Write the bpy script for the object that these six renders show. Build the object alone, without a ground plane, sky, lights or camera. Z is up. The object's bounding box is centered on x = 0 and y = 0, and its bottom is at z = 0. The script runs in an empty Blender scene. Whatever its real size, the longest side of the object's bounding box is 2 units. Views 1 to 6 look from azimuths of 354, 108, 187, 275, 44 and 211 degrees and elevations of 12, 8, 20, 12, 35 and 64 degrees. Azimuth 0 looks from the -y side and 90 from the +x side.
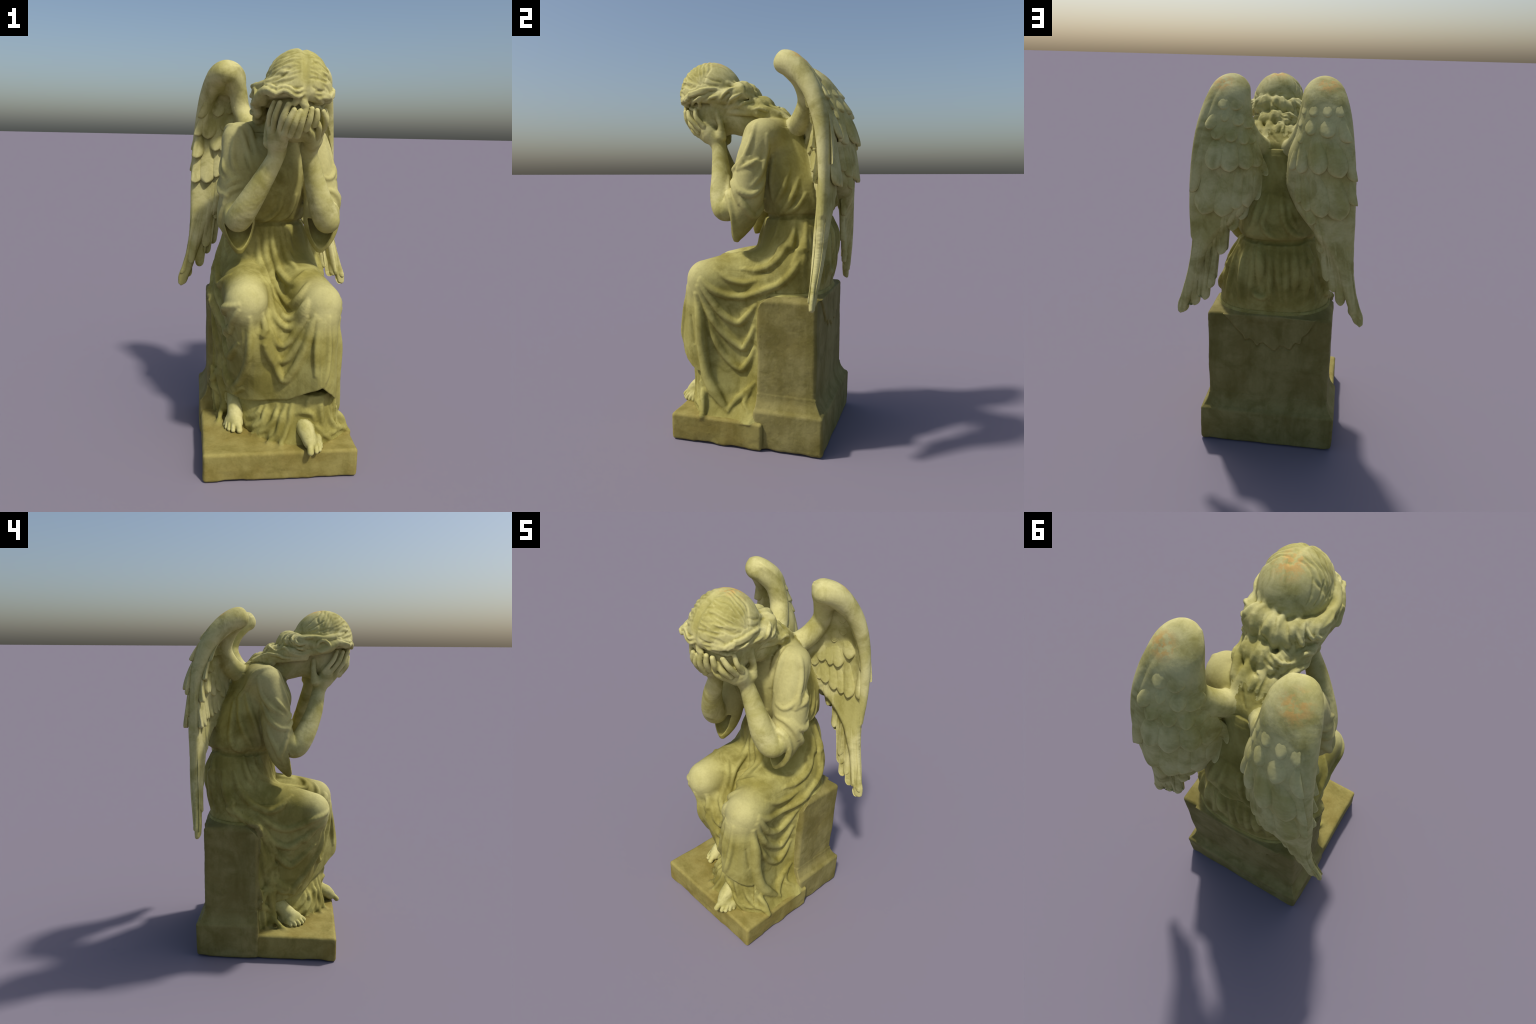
# Seated angel statue, head in hands, on a stepped stone pedestal.
# The figure is carved as one smooth implicit solid (round cones, lofts and
# swept fold ridges, blended together), meshed, and separated into named parts.
# Wing feathers are individual meshes laid on the wing surface.
import numpy as np, math
f32 = np.float32
H = 0.0036                      # carving grid step (m)

LAB = dict(pedestal=1, slab=2, skirt=3, underskirt=4, bodice=5, sleeve=6, sleeve_b=7,
           arm=8, arm_b=9, hand=10, hand_b=11, neck=12, head=13, hair=14,
           foot=15, foot_b=16, wing=17, wing_b=18, drape=19, toe=20, finger=30)

# ------------------------------------------------------------------ carving
class Field:
    def __init__(s, lo, hi, h):
        s.h = h
        s.lo = np.array(lo, f32)
        s.n = np.ceil((np.array(hi) - np.array(lo)) / h).astype(int) + 1
        s.ax = [(lo[i] + h * np.arange(s.n[i])).astype(f32) for i in range(3)]
        s.d = np.full(s.n, 0.08, f32)
        s.lab = np.zeros(s.n, np.uint8)

    def box(s, lo, hi, pad):
        sl = []
        for i in range(3):
            a = int(max(0, math.floor((lo[i] - pad - s.lo[i]) / s.h)))
            b = int(min(s.n[i], math.ceil((hi[i] + pad - s.lo[i]) / s.h) + 1))
            sl.append(slice(a, max(a, b)))
        return tuple(sl)

    def xyz(s, sl):
        return (s.ax[0][sl[0]][:, None, None], s.ax[1][sl[1]][None, :, None],
                s.ax[2][sl[2]][None, None, :])

    def add(s, sl, b, k, lab):
        a = s.d[sl]
        if lab:
            L = s.lab[sl]
            L[b < a] = lab
        if k > 0:
            hh = np.maximum(k - np.abs(a - b), 0)
            s.d[sl] = np.minimum(a, b) - hh * hh * (0.25 / k)
        else:
            s.d[sl] = np.minimum(a, b)

    def cut(s, sl, b, k, lab=0):
        a = s.d[sl]
        nb = -b
        if lab:
            L = s.lab[sl]
            L[(nb > a) & (a < 0.01)] = lab
        hh = np.maximum(k - np.abs(a - nb), 0)
        s.d[sl] = np.maximum(a, nb) + hh * hh * (0.25 / k)

    def sample(s, P):
        """trilinear value at points P (n,3)"""
        q = (np.asarray(P, float) - s.lo) / s.h
        q = np.clip(q, 0, s.n - 1.001)
        i = q.astype(int)
        t = q - i
        v = 0
        for dx in (0, 1):
            for dy in (0, 1):
                for dz in (0, 1):
                    w = (t[:, 0] if dx else 1 - t[:, 0]) * (t[:, 1] if dy else 1 - t[:, 1]) * (t[:, 2] if dz else 1 - t[:, 2])
                    v = v + w * s.d[i[:, 0] + dx, i[:, 1] + dy, i[:, 2] + dz]
        return v

    def grad(s, P):
        e = s.h * 1.5
        g = np.stack([(s.sample(P + e * v) - s.sample(P - e * v)) / (2 * e) for v in np.eye(3)], 1)
        return g / (np.linalg.norm(g, axis=1, keepdims=True) + 1e-9)

    def snap(s, P, steps=6):
        """pull points onto the present surface"""
        P = np.array(P, float)
        for _ in range(steps):
            v = np.clip(s.sample(P), -0.03, 0.03)
            P = P - 0.8 * v[:, None] * s.grad(P)
        return P


def spline(pts, n):
    """Catmull-Rom through control points (any dimension), n samples"""
    P = np.asarray(pts, float)
    if len(P) == 2:
        return P[0] + (P[1] - P[0]) * np.linspace(0, 1, n)[:, None]
    Q = np.vstack([2 * P[0] - P[1], P, 2 * P[-1] - P[-2]])
    u = np.linspace(0, len(P) - 1, n)
    i = np.minimum(u.astype(int), len(P) - 2)
    t = (u - i)[:, None]
    a, b, c, d = Q[i], Q[i + 1], Q[i + 2], Q[i + 3]
    return 0.5 * (2 * b + (c - a) * t + (2 * a - 5 * b + 4 * c - d) * t**2 + (3 * b - a - 3 * c + d) * t**3)


def seg_dist(X, Y, Z, a, b, ra, rb, sc=None):
    ab = b - a
    L2 = float(ab @ ab) + 1e-12
    x, y, z = X - f32(a[0]), Y - f32(a[1]), Z - f32(a[2])
    t = np.clip((x * f32(ab[0]) + y * f32(ab[1]) + z * f32(ab[2])) * f32(1 / L2), 0, 1)
    dx, dy, dz = x - t * f32(ab[0]), y - t * f32(ab[1]), z - t * f32(ab[2])
    return np.sqrt(dx * dx + dy * dy + dz * dz) - (f32(ra) + t * f32(rb - ra))


def tube(F, pts, k, lab, n=None, cut=False, lift=None):
    """swept round tube; pts rows are (x,y,z,r)"""
    P = np.asarray(pts, float)
    if n is None:
        L = np.linalg.norm(np.diff(P[:, :3], axis=0), axis=1).sum()
        n = max(len(P), int(L / 0.018) + 2)
    S = spline(P, n)
    S[:, 3] = np.maximum(S[:, 3], 0.0008)
    if lift is not None:
        Q = F.snap(S[:, :3])
        sink = np.maximum(1 - S[:, 3:4] / S[:, 3].max(), 0)      # thin ends dive into the cloth
        S[:, :3] = Q + F.grad(Q) * (lift * S[:, 3:4] - (0 if cut else .006) * sink)
    rm = S[:, 3].max()
    pad = rm + max(k, 0.004) + 2.5 * F.h
    sl = F.box(S[:, :3].min(0), S[:, :3].max(0), pad)
    tmp = np.full(tuple(q.stop - q.start for q in sl), 0.2, f32)
    for i in range(n - 1):
        a, b = S[i], S[i + 1]
        s2 = F.box(np.minimum(a[:3], b[:3]), np.maximum(a[:3], b[:3]), max(a[3], b[3]) + max(k, 0.004) + 2 * F.h)
        loc = tuple(slice(s2[j].start - sl[j].start, s2[j].stop - sl[j].start) for j in range(3))
        v = seg_dist(*F.xyz(s2), a[:3], b[:3], a[3], b[3])
        tmp[loc] = np.minimum(tmp[loc], v)
    if cut:
        F.cut(sl, tmp, k, lab)
    else:
        F.add(sl, tmp, k, lab)


def ridge(F, pts, r, k=0.018, lab=0, lift=0.30, ends=0.3):
    """cloth fold: a thin swept ridge pulled onto the surface, fading at its ends"""
    P = np.asarray(pts, float)
    n = len(P)
    rr = np.full(n, r, float)
    if n > 2:
        rr[0] *= ends
        rr[-1] *= ends
    else:
        rr *= 0.8
    tube(F, np.column_stack([P, rr]), k, lab, lift=lift)


def groove(F, pts, r, k=0.010, lab=0, lift=0.35, ends=0.25):
    P = np.asarray(pts, float)
    rr = np.full(len(P), r, float)
    rr[0] *= ends
    rr[-1] *= ends
    tube(F, np.column_stack([P, rr]), k, lab, lift=lift, cut=True)


def rot(rx=0, ry=0, rz=0):
    a, b, c = np.radians([rx, ry, rz])
    Rx = np.array([[1, 0, 0], [0, math.cos(a), -math.sin(a)], [0, math.sin(a), math.cos(a)]])
    Ry = np.array([[math.cos(b), 0, math.sin(b)], [0, 1, 0], [-math.sin(b), 0, math.cos(b)]])
    Rz = np.array([[math.cos(c), -math.sin(c), 0], [math.sin(c), math.cos(c), 0], [0, 0, 1]])
    return Rz @ Ry @ Rx


def ellipsoid(F, c, r, k, lab, R=None, cut=False):
    c = np.array(c, float)
    r = np.array(r, float)
    m = r.max()
    e = np.sqrt(((R if R is not None else np.eye(3)) ** 2) @ (r ** 2))
    sl = F.box(c - e, c + e, max(k, 0.004) + 3 * F.h)
    X, Y, Z = F.xyz(sl)
    x, y, z = X - f32(c[0]), Y - f32(c[1]), Z - f32(c[2])
    if R is not None:
        Q = R.T.astype(f32)
        x, y, z = [Q[i, 0] * x + Q[i, 1] * y + Q[i, 2] * z for i in range(3)]
    k0 = np.sqrt((x / f32(r[0]))**2 + (y / f32(r[1]))**2 + (z / f32(r[2]))**2)
    k1 = np.sqrt((x / f32(r[0]**2))**2 + (y / f32(r[1]**2))**2 + (z / f32(r[2]**2))**2)
    d = k0 * (k0 - 1) / np.maximum(k1, 1e-6)
    (F.cut if cut else F.add)(sl, d, k, lab)


def skull(F, c, r, lab):
    """hair cap: ellipsoid cut off below the hair line"""
    c, r = np.array(c), np.array(r)
    sl = F.box(c - r, c + r, .02)
    X, Y, Z = F.xyz(sl)
    x, y, z = (X - f32(c[0])) / f32(r[0]), (Y - f32(c[1])) / f32(r[1]), (Z - f32(c[2])) / f32(r[2])
    k0 = np.sqrt(x * x + y * y + z * z)
    d = (k0 - 1) * f32(r.min())
    line = (1.790 - .10 * (Y + .46)) - Z + .03 * np.abs(X - .055)
    k = .02
    hh = np.maximum(k - np.abs(d - line), 0)
    F.add(sl, (np.maximum(d, line) + hh * hh * .25 / k).astype(f32), .0, lab)


def rbox(F, lo, hi, r, k, lab, warp=None):
    lo, hi = np.array(lo, float), np.array(hi, float)
    c, hs = (lo + hi) / 2, (hi - lo) / 2 - r
    sl = F.box(lo, hi, max(k, 0.004) + 3 * F.h)
    X, Y, Z = F.xyz(sl)
    qx, qy, qz = np.abs(X - c[0]) - hs[0], np.abs(Y - c[1]) - hs[1], np.abs(Z - c[2]) - hs[2]
    d = np.sqrt(np.maximum(qx, 0)**2 + np.maximum(qy, 0)**2 + np.maximum(qz, 0)**2) + np.minimum(np.maximum(np.maximum(qx, qy), qz), 0) - r
    if warp is not None:
        d = d + warp(X, Y, Z)
    F.add(sl, d.astype(f32), k, lab)


def poly_dist(x, y, V):
    """signed distance to closed polygon V (m,2) on a 2D grid"""
    d = np.full(np.broadcast(x, y).shape, 1e3, f32)
    sgn = np.ones(d.shape, f32)
    m = len(V)
    for i in range(m):
        a, b = V[i], V[i - 1]
        ex, ey = b - a
        wx, wy = x - f32(a[0]), y - f32(a[1])
        t = np.clip((wx * f32(ex) + wy * f32(ey)) / f32(ex * ex + ey * ey + 1e-12), 0, 1)
        bx, by = wx - t * f32(ex), wy - t * f32(ey)
        d = np.minimum(d, bx * bx + by * by)
        c1, c2, c3 = y >= a[1], y < b[1], (ex * wy) > (ey * wx)
        flip = (c1 & c2 & c3) | (~c1 & ~c2 & ~c3)
        sgn = np.where(flip, -sgn, sgn)
    return sgn * np.sqrt(d)


def smooth_at(zs, P, z):
    """monotone-ish cubic (Hermite) interpolation of section outlines along z"""
    if len(zs) < 3:
        t = (z - zs[0]) / (zs[1] - zs[0])
        return P[0] * (1 - t) + P[1] * t
    m = np.empty_like(P)
    dz = np.diff(zs)[:, None, None]
    sl = np.diff(P, axis=0) / dz
    m[1:-1] = np.where(sl[1:] * sl[:-1] > 0, 2 * sl[1:] * sl[:-1] / (sl[1:] + sl[:-1] + 1e-12 * np.sign(sl[1:])), 0)
    m[0], m[-1] = sl[0], sl[-1]
    i = int(np.clip(np.searchsorted(zs, z) - 1, 0, len(zs) - 2))
    h = zs[i + 1] - zs[i]
    t = (z - zs[i]) / h
    return ((1 + 2 * t) * (1 - t)**2 * P[i] + t * (1 - t)**2 * h * m[i] + t * t * (3 - 2 * t) * P[i + 1] + t * t * (t - 1) * h * m[i + 1])


def loft(F, zs, polys, rnd, k, lab, hem=None, cut=False):
    """solid through horizontal sections; polys[i] is a closed outline at zs[i]"""
    zs = np.array(zs, float)
    P = np.array(polys, float)
    o = np.argsort(zs)
    zs, P = zs[o], P[o]
    lo = [P[:, :, 0].min(), P[:, :, 1].min(), zs[0]]
    hi = [P[:, :, 0].max(), P[:, :, 1].max(), zs[-1]]
    sl = F.box(lo, hi, max(k, 0.004) + 3 * F.h)
    X, Y, Z = F.xyz(sl)
    Zv = Z.ravel()
    d = np.empty((X.shape[0], Y.shape[1], len(Zv)), f32)
    for j, z in enumerate(Zv):
        zc = min(max(z, zs[0]), zs[-1])
        V = smooth_at(zs, P, zc)
        n = len(V)
        V = spline(np.vstack([V[-2:], V, V[:3]]), 5 * (n + 4) + 1)[10:10 + 5 * n]
        d[:, :, j] = poly_dist(X[:, :, 0], Y[:, :, 0], V) 
    cap = np.maximum(zs[0] - Z, Z - zs[-1]).astype(f32)
    if hem is not None:
        cap = np.maximum(cap, hem(X, Y) - Z).astype(f32)
    # rounded intersection of side and caps
    u, v = d + rnd, cap + rnd
    d = np.minimum(np.maximum(u, v), 0) + np.sqrt(np.maximum(u, 0)**2 + np.maximum(v, 0)**2) - rnd
    (F.cut if cut else F.add)(sl, d.astype(f32), k, lab)


def oval(cx, cy, rx, ry, n=10):
    a = np.arange(n) * 2 * math.pi / n
    return [(cx + rx * math.cos(t), cy + ry * math.sin(t)) for t in a]


def vnoise(P, seed=0):
    """smooth value noise, P (n,3)"""
    i = np.floor(P).astype(np.int64)
    t = P - i
    t = t * t * (3 - 2 * t)
    out = np.zeros(len(P))
    for dx in (0, 1):
        for dy in (0, 1):
            for dz in (0, 1):
                hsh = ((i[:, 0] + dx) * 374761393 + (i[:, 1] + dy) * 668265263 + (i[:, 2] + dz) * 2147483647 + seed * 974711) & 0xffffffff
                hsh = ((hsh ^ (hsh >> 13)) * 1274126177) & 0xffffffff
                val = ((hsh ^ (hsh >> 16)) & 0xffff) / 65535.0
                w = (t[:, 0] if dx else 1 - t[:, 0]) * (t[:, 1] if dy else 1 - t[:, 1]) * (t[:, 2] if dz else 1 - t[:, 2])
                out += w * val
    return out * 2 - 1

# ------------------------------------------------------------------ wing surface
# The wing blade is a bent plate: at height z it runs from an inner edge to an
# outer edge, with a back and a front face given as depth y over (|x|, z).
W_OUT = np.array([(2.03, .22), (1.93, .305), (1.83, .338), (1.73, .368), (1.57, .398), (1.44, .410), (1.27, .417), (1.12, .428), (.99, .450), (.88, .482), (.82, .502), (.785, .503), (.765, .485), (.74, .47)])
W_IN = np.array([(2.03, .22), (1.93, .135), (1.84, .125), (1.74, .10), (1.62, .06), (1.50, .055), (1.40, .100), (1.30, .185), (1.24, .240), (1.17, .290), (1.08, .330), (.98, .368), (.89, .398), (.82, .425), (.79, .437), (.765, .470), (.74, .48)])
W_BACK = np.array([(2.03, .14), (1.99, .20), (1.962, .255), (1.907, .318), (1.835, .372), (1.749, .412), (1.648, .441), (1.58, .450), (1.43, .452), (1.217, .449), (1.0, .444), (.863, .436), (.74, .425)])
W_FRONT = np.array([(2.03, .10), (1.97, .14), (1.93, .215), (1.87, .298), (1.80, .338), (1.70, .358), (1.60, .365), (1.50, .370), (1.36, .368), (1.2, .370), (1.0, .368), (.86, .364), (.74, .36)])

_tab = {}

def itab(T, z):
    """smooth (cubic) lookup of a profile table"""
    o = np.argsort(T[:, 0])
    zs, v = T[o, 0], T[o, 1]
    zz = np.linspace(zs[0], zs[-1], 240)
    vv = np.array([smooth_at(zs, v[:, None, None], q)[0, 0] for q in zz]) if id(T) not in _tab else _tab[id(T)]
    _tab[id(T)] = vv
    return np.interp(z, zz, vv)

def wing_slant(X, z):
    """below the coverts the inner (trailing) edge swings forward"""
    return .38 * np.clip(itab(W_OUT, z) - X, 0, .25) * np.clip((1.38 - z) / .25, 0, 1)

def wing_back(X, z):
    u = np.clip((X - .28) / .22, -1.2, 1)
    up = np.clip((z - 1.15) / .25, 0, 1)
    return itab(W_BACK, z) - .15 * wing_slant(X, z) - np.where(u < 0, .115 * u * u * up, (.055 + .07 * np.clip((z - 1.15) / .25, 0, 1)) * u * u)

def wing_front(X, z):
    u = np.clip((X - .36) / .28, -1.2, 1)
    up = np.clip((z - 1.10) / .3, 0, 1) * np.clip((2.0 - z) / .25, 0, 1)
    return itab(W_FRONT, z) - .75 * wing_slant(X, z) - np.where(u < 0, .14 * u * u * up + .0 * u, -.01 * u)

def edge_shift(z, side):
    """the two wings are not quite alike: the left one is narrower above"""
    return np.clip((z - .95) / .35, 0, 1) * (.004 + side * .016) + .002 * side

def wing_plate(A, z2, side):
    """mid depth, half thickness and distance from the outline over (|x|, z)"""
    xo, xi = itab(W_OUT, z2) - .010 - edge_shift(z2, side), itab(W_IN, z2) + .010
    e = np.minimum(np.minimum(xo - A, A - xi), np.minimum(z2 - .765, 1.975 - z2))
    yb, yf = wing_back(A, z2) - .010 + (.004 if side < 0 else 0), wing_front(A, z2) + .004
    yb = np.maximum(yb, yf + .022)
    th = (yb - yf) / 2
    q = np.clip(1 - e / np.minimum(th, .042), 0, 1.6)
    return (yb + yf) / 2, th, q, e

def wing_blade(F, side, lab):
    lo = [.02 if side > 0 else -.52, .05, .72]
    hi = [.52 if side > 0 else -.02, .50, 2.03]
    sl = F.box(lo, hi, 0)
    X, Y, Z = F.xyz(sl)
    A = np.abs(X[:, :, 0]); z2 = Z[0, :, :]          # (nx,1) (1,nz)
    yc, th, q, e = wing_plate(A, z2, side)
    h = th * np.sqrt(np.clip(1 - q * q, 0, 1)) - np.maximum(-e, 0)
    g = np.gradient(yc, F.h)
    slope = 1 / np.sqrt(1 + np.clip(g[0]**2 + g[1]**2, 0, 6))
    d = (np.abs(Y - yc[:, None, :]) - h[:, None, :]) * slope[:, None, :]
    F.add(sl, d.astype(f32), .02, lab)

# Feathers: tip x, tip z, root x, root z, half width of each feather
FEATHERS_LEFT_BACK = [
    (0.468, 0.775, 0.367, 1.454, 0.033),
    (0.401, 0.820, 0.312, 1.377, 0.030),
    (0.344, 0.856, 0.277, 1.372, 0.028),
    (0.316, 0.928, 0.240, 1.381, 0.030),
    (0.254, 1.122, 0.208, 1.401, 0.032),
    (0.197, 1.252, 0.158, 1.405, 0.032),
    (0.157, 1.308, 0.117, 1.427, 0.026),
    (0.233, 1.344, 0.201, 1.555, 0.050),
    (0.316, 1.352, 0.281, 1.568, 0.051),
    (0.176, 1.376, 0.149, 1.560, 0.032),
    (0.126, 1.385, 0.105, 1.562, 0.030),
    (0.090, 1.403, 0.069, 1.551, 0.025),
    (0.384, 1.451, 0.336, 1.691, 0.032),
    (0.040, 1.518, 0.072, 1.616, 0.018),
    (0.200, 1.561, 0.192, 1.695, 0.041),
    (0.127, 1.568, 0.129, 1.687, 0.034),
    (0.077, 1.570, 0.091, 1.675, 0.023),
    (0.270, 1.571, 0.261, 1.701, 0.039),
    (0.098, 1.681, 0.115, 1.740, 0.020),
    (0.133, 1.682, 0.142, 1.756, 0.027),
    (0.191, 1.695, 0.193, 1.763, 0.034),
    (0.265, 1.706, 0.247, 1.775, 0.034),
    (0.301, 1.750, 0.272, 1.829, 0.028),
    (0.116, 1.752, 0.137, 1.829, 0.025),
    (0.160, 1.767, 0.175, 1.836, 0.032),
    (0.226, 1.787, 0.229, 1.848, 0.027),
    (0.178, 1.836, 0.184, 1.903, 0.039),
    (0.244, 1.841, 0.230, 1.908, 0.039),
    (0.286, 1.861, 0.248, 1.938, 0.032),
    (0.119, 1.874, 0.152, 1.927, 0.028),
    (0.193, 1.898, 0.200, 1.957, 0.043),
    (0.240, 1.927, 0.243, 1.968, 0.035),
]
FEATHERS_RIGHT_BACK = [
    (-0.483, 0.816, -0.395, 1.468, 0.033),
    (-0.446, 0.821, -0.348, 1.400, 0.031),
    (-0.375, 0.883, -0.297, 1.400, 0.030),
    (-0.334, 0.958, -0.264, 1.405, 0.028),
    (-0.299, 1.016, -0.234, 1.409, 0.027),
    (-0.263, 1.170, -0.214, 1.420, 0.028),
    (-0.216, 1.325, -0.185, 1.442, 0.026),
    (-0.340, 1.358, -0.307, 1.558, 0.050),
    (-0.263, 1.372, -0.213, 1.565, 0.048),
    (-0.191, 1.389, -0.160, 1.564, 0.028),
    (-0.145, 1.421, -0.128, 1.571, 0.021),
    (-0.416, 1.426, -0.393, 1.546, 0.032),
    (-0.408, 1.542, -0.367, 1.707, 0.034),
    (-0.334, 1.563, -0.284, 1.718, 0.044),
    (-0.153, 1.566, -0.145, 1.706, 0.027),
    (-0.103, 1.573, -0.111, 1.676, 0.020),
    (-0.242, 1.574, -0.204, 1.725, 0.041),
    (-0.135, 1.700, -0.136, 1.766, 0.020),
    (-0.366, 1.716, -0.331, 1.814, 0.034),
    (-0.267, 1.734, -0.259, 1.812, 0.043),
    (-0.184, 1.740, -0.181, 1.813, 0.032),
    (-0.128, 1.770, -0.134, 1.825, 0.018),
    (-0.193, 1.821, -0.188, 1.879, 0.032),
    (-0.261, 1.824, -0.250, 1.882, 0.032),
    (-0.141, 1.827, -0.151, 1.882, 0.021),
    (-0.324, 1.827, -0.304, 1.884, 0.032),
    (-0.201, 1.887, -0.196, 1.939, 0.035),
    (-0.143, 1.888, -0.152, 1.936, 0.025),
    (-0.318, 1.901, -0.300, 1.954, 0.025),
    (-0.270, 1.905, -0.265, 1.953, 0.032),
    (-0.202, 1.944, -0.193, 1.980, 0.028),
]
FEATHERS_RIGHT_FRONT = [
    (-0.509, 0.810, -0.405, 1.434, 0.033),
    (-0.476, 0.843, -0.358, 1.403, 0.032),
    (-0.423, 0.907, -0.319, 1.404, 0.030),
    (-0.337, 0.996, -0.288, 1.436, 0.033),
    (-0.276, 1.160, -0.269, 1.436, 0.027),
    (-0.329, 1.363, -0.325, 1.589, 0.038),
    (-0.395, 1.365, -0.381, 1.511, 0.033),
    (-0.276, 1.397, -0.273, 1.544, 0.025),
    (-0.389, 1.502, -0.373, 1.633, 0.038),
    (-0.277, 1.542, -0.281, 1.665, 0.035),
    (-0.244, 1.543, -0.230, 1.651, 0.024),
    (-0.322, 1.608, -0.317, 1.738, 0.041),
    (-0.385, 1.622, -0.362, 1.729, 0.036),
    (-0.228, 1.654, -0.241, 1.740, 0.028),
    (-0.196, 1.686, -0.204, 1.740, 0.022),
    (-0.383, 1.719, -0.340, 1.801, 0.039),
    (-0.265, 1.727, -0.271, 1.798, 0.039),
    (-0.204, 1.740, -0.212, 1.806, 0.028),
    (-0.270, 1.793, -0.272, 1.856, 0.033),
    (-0.329, 1.799, -0.312, 1.861, 0.030),
    (-0.219, 1.807, -0.232, 1.863, 0.028),
    (-0.251, 1.839, -0.257, 1.892, 0.028),
    (-0.319, 1.858, -0.307, 1.919, 0.028),
]
FEATHERS_RIGHT_INNER = [
    (-0.245, 1.398, -0.247, 1.519, 0.017),
    (-0.211, 1.405, -0.213, 1.516, 0.017),
    (-0.178, 1.419, -0.183, 1.521, 0.017),
    (-0.153, 1.431, -0.152, 1.519, 0.016),
    (-0.125, 1.509, -0.137, 1.597, 0.019),
    (-0.193, 1.522, -0.203, 1.636, 0.020),
    (-0.236, 1.543, -0.241, 1.638, 0.020),
    (-0.153, 1.544, -0.165, 1.627, 0.019),
    (-0.270, 1.608, -0.249, 1.686, 0.019),
    (-0.203, 1.658, -0.205, 1.727, 0.020),
]
FEATHERS_LEFT_FRONT = [
    (0.477, 0.814, 0.376, 1.429, 0.032),
    (0.426, 0.823, 0.317, 1.399, 0.029),
    (0.365, 0.873, 0.277, 1.412, 0.027),
    (0.301, 0.978, 0.247, 1.430, 0.029),
    (0.239, 1.138, 0.214, 1.422, 0.027),
    (0.183, 1.259, 0.184, 1.442, 0.023),
    (0.315, 1.361, 0.275, 1.556, 0.030),
    (0.270, 1.371, 0.236, 1.521, 0.024),
    (0.391, 1.371, 0.366, 1.529, 0.035),
    (0.228, 1.385, 0.200, 1.530, 0.024),
    (0.184, 1.416, 0.160, 1.531, 0.023),
    (0.235, 1.520, 0.214, 1.632, 0.029),
    (0.392, 1.526, 0.368, 1.639, 0.032),
    (0.187, 1.536, 0.181, 1.626, 0.021),
    (0.154, 1.537, 0.156, 1.631, 0.024),
    (0.293, 1.579, 0.262, 1.667, 0.034),
    (0.379, 1.638, 0.356, 1.719, 0.032),
    (0.203, 1.648, 0.203, 1.703, 0.023),
    (0.245, 1.694, 0.237, 1.750, 0.027),
    (0.349, 1.713, 0.328, 1.779, 0.036),
    (0.243, 1.759, 0.228, 1.802, 0.027),
    (0.346, 1.795, 0.335, 1.854, 0.034),
]
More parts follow.
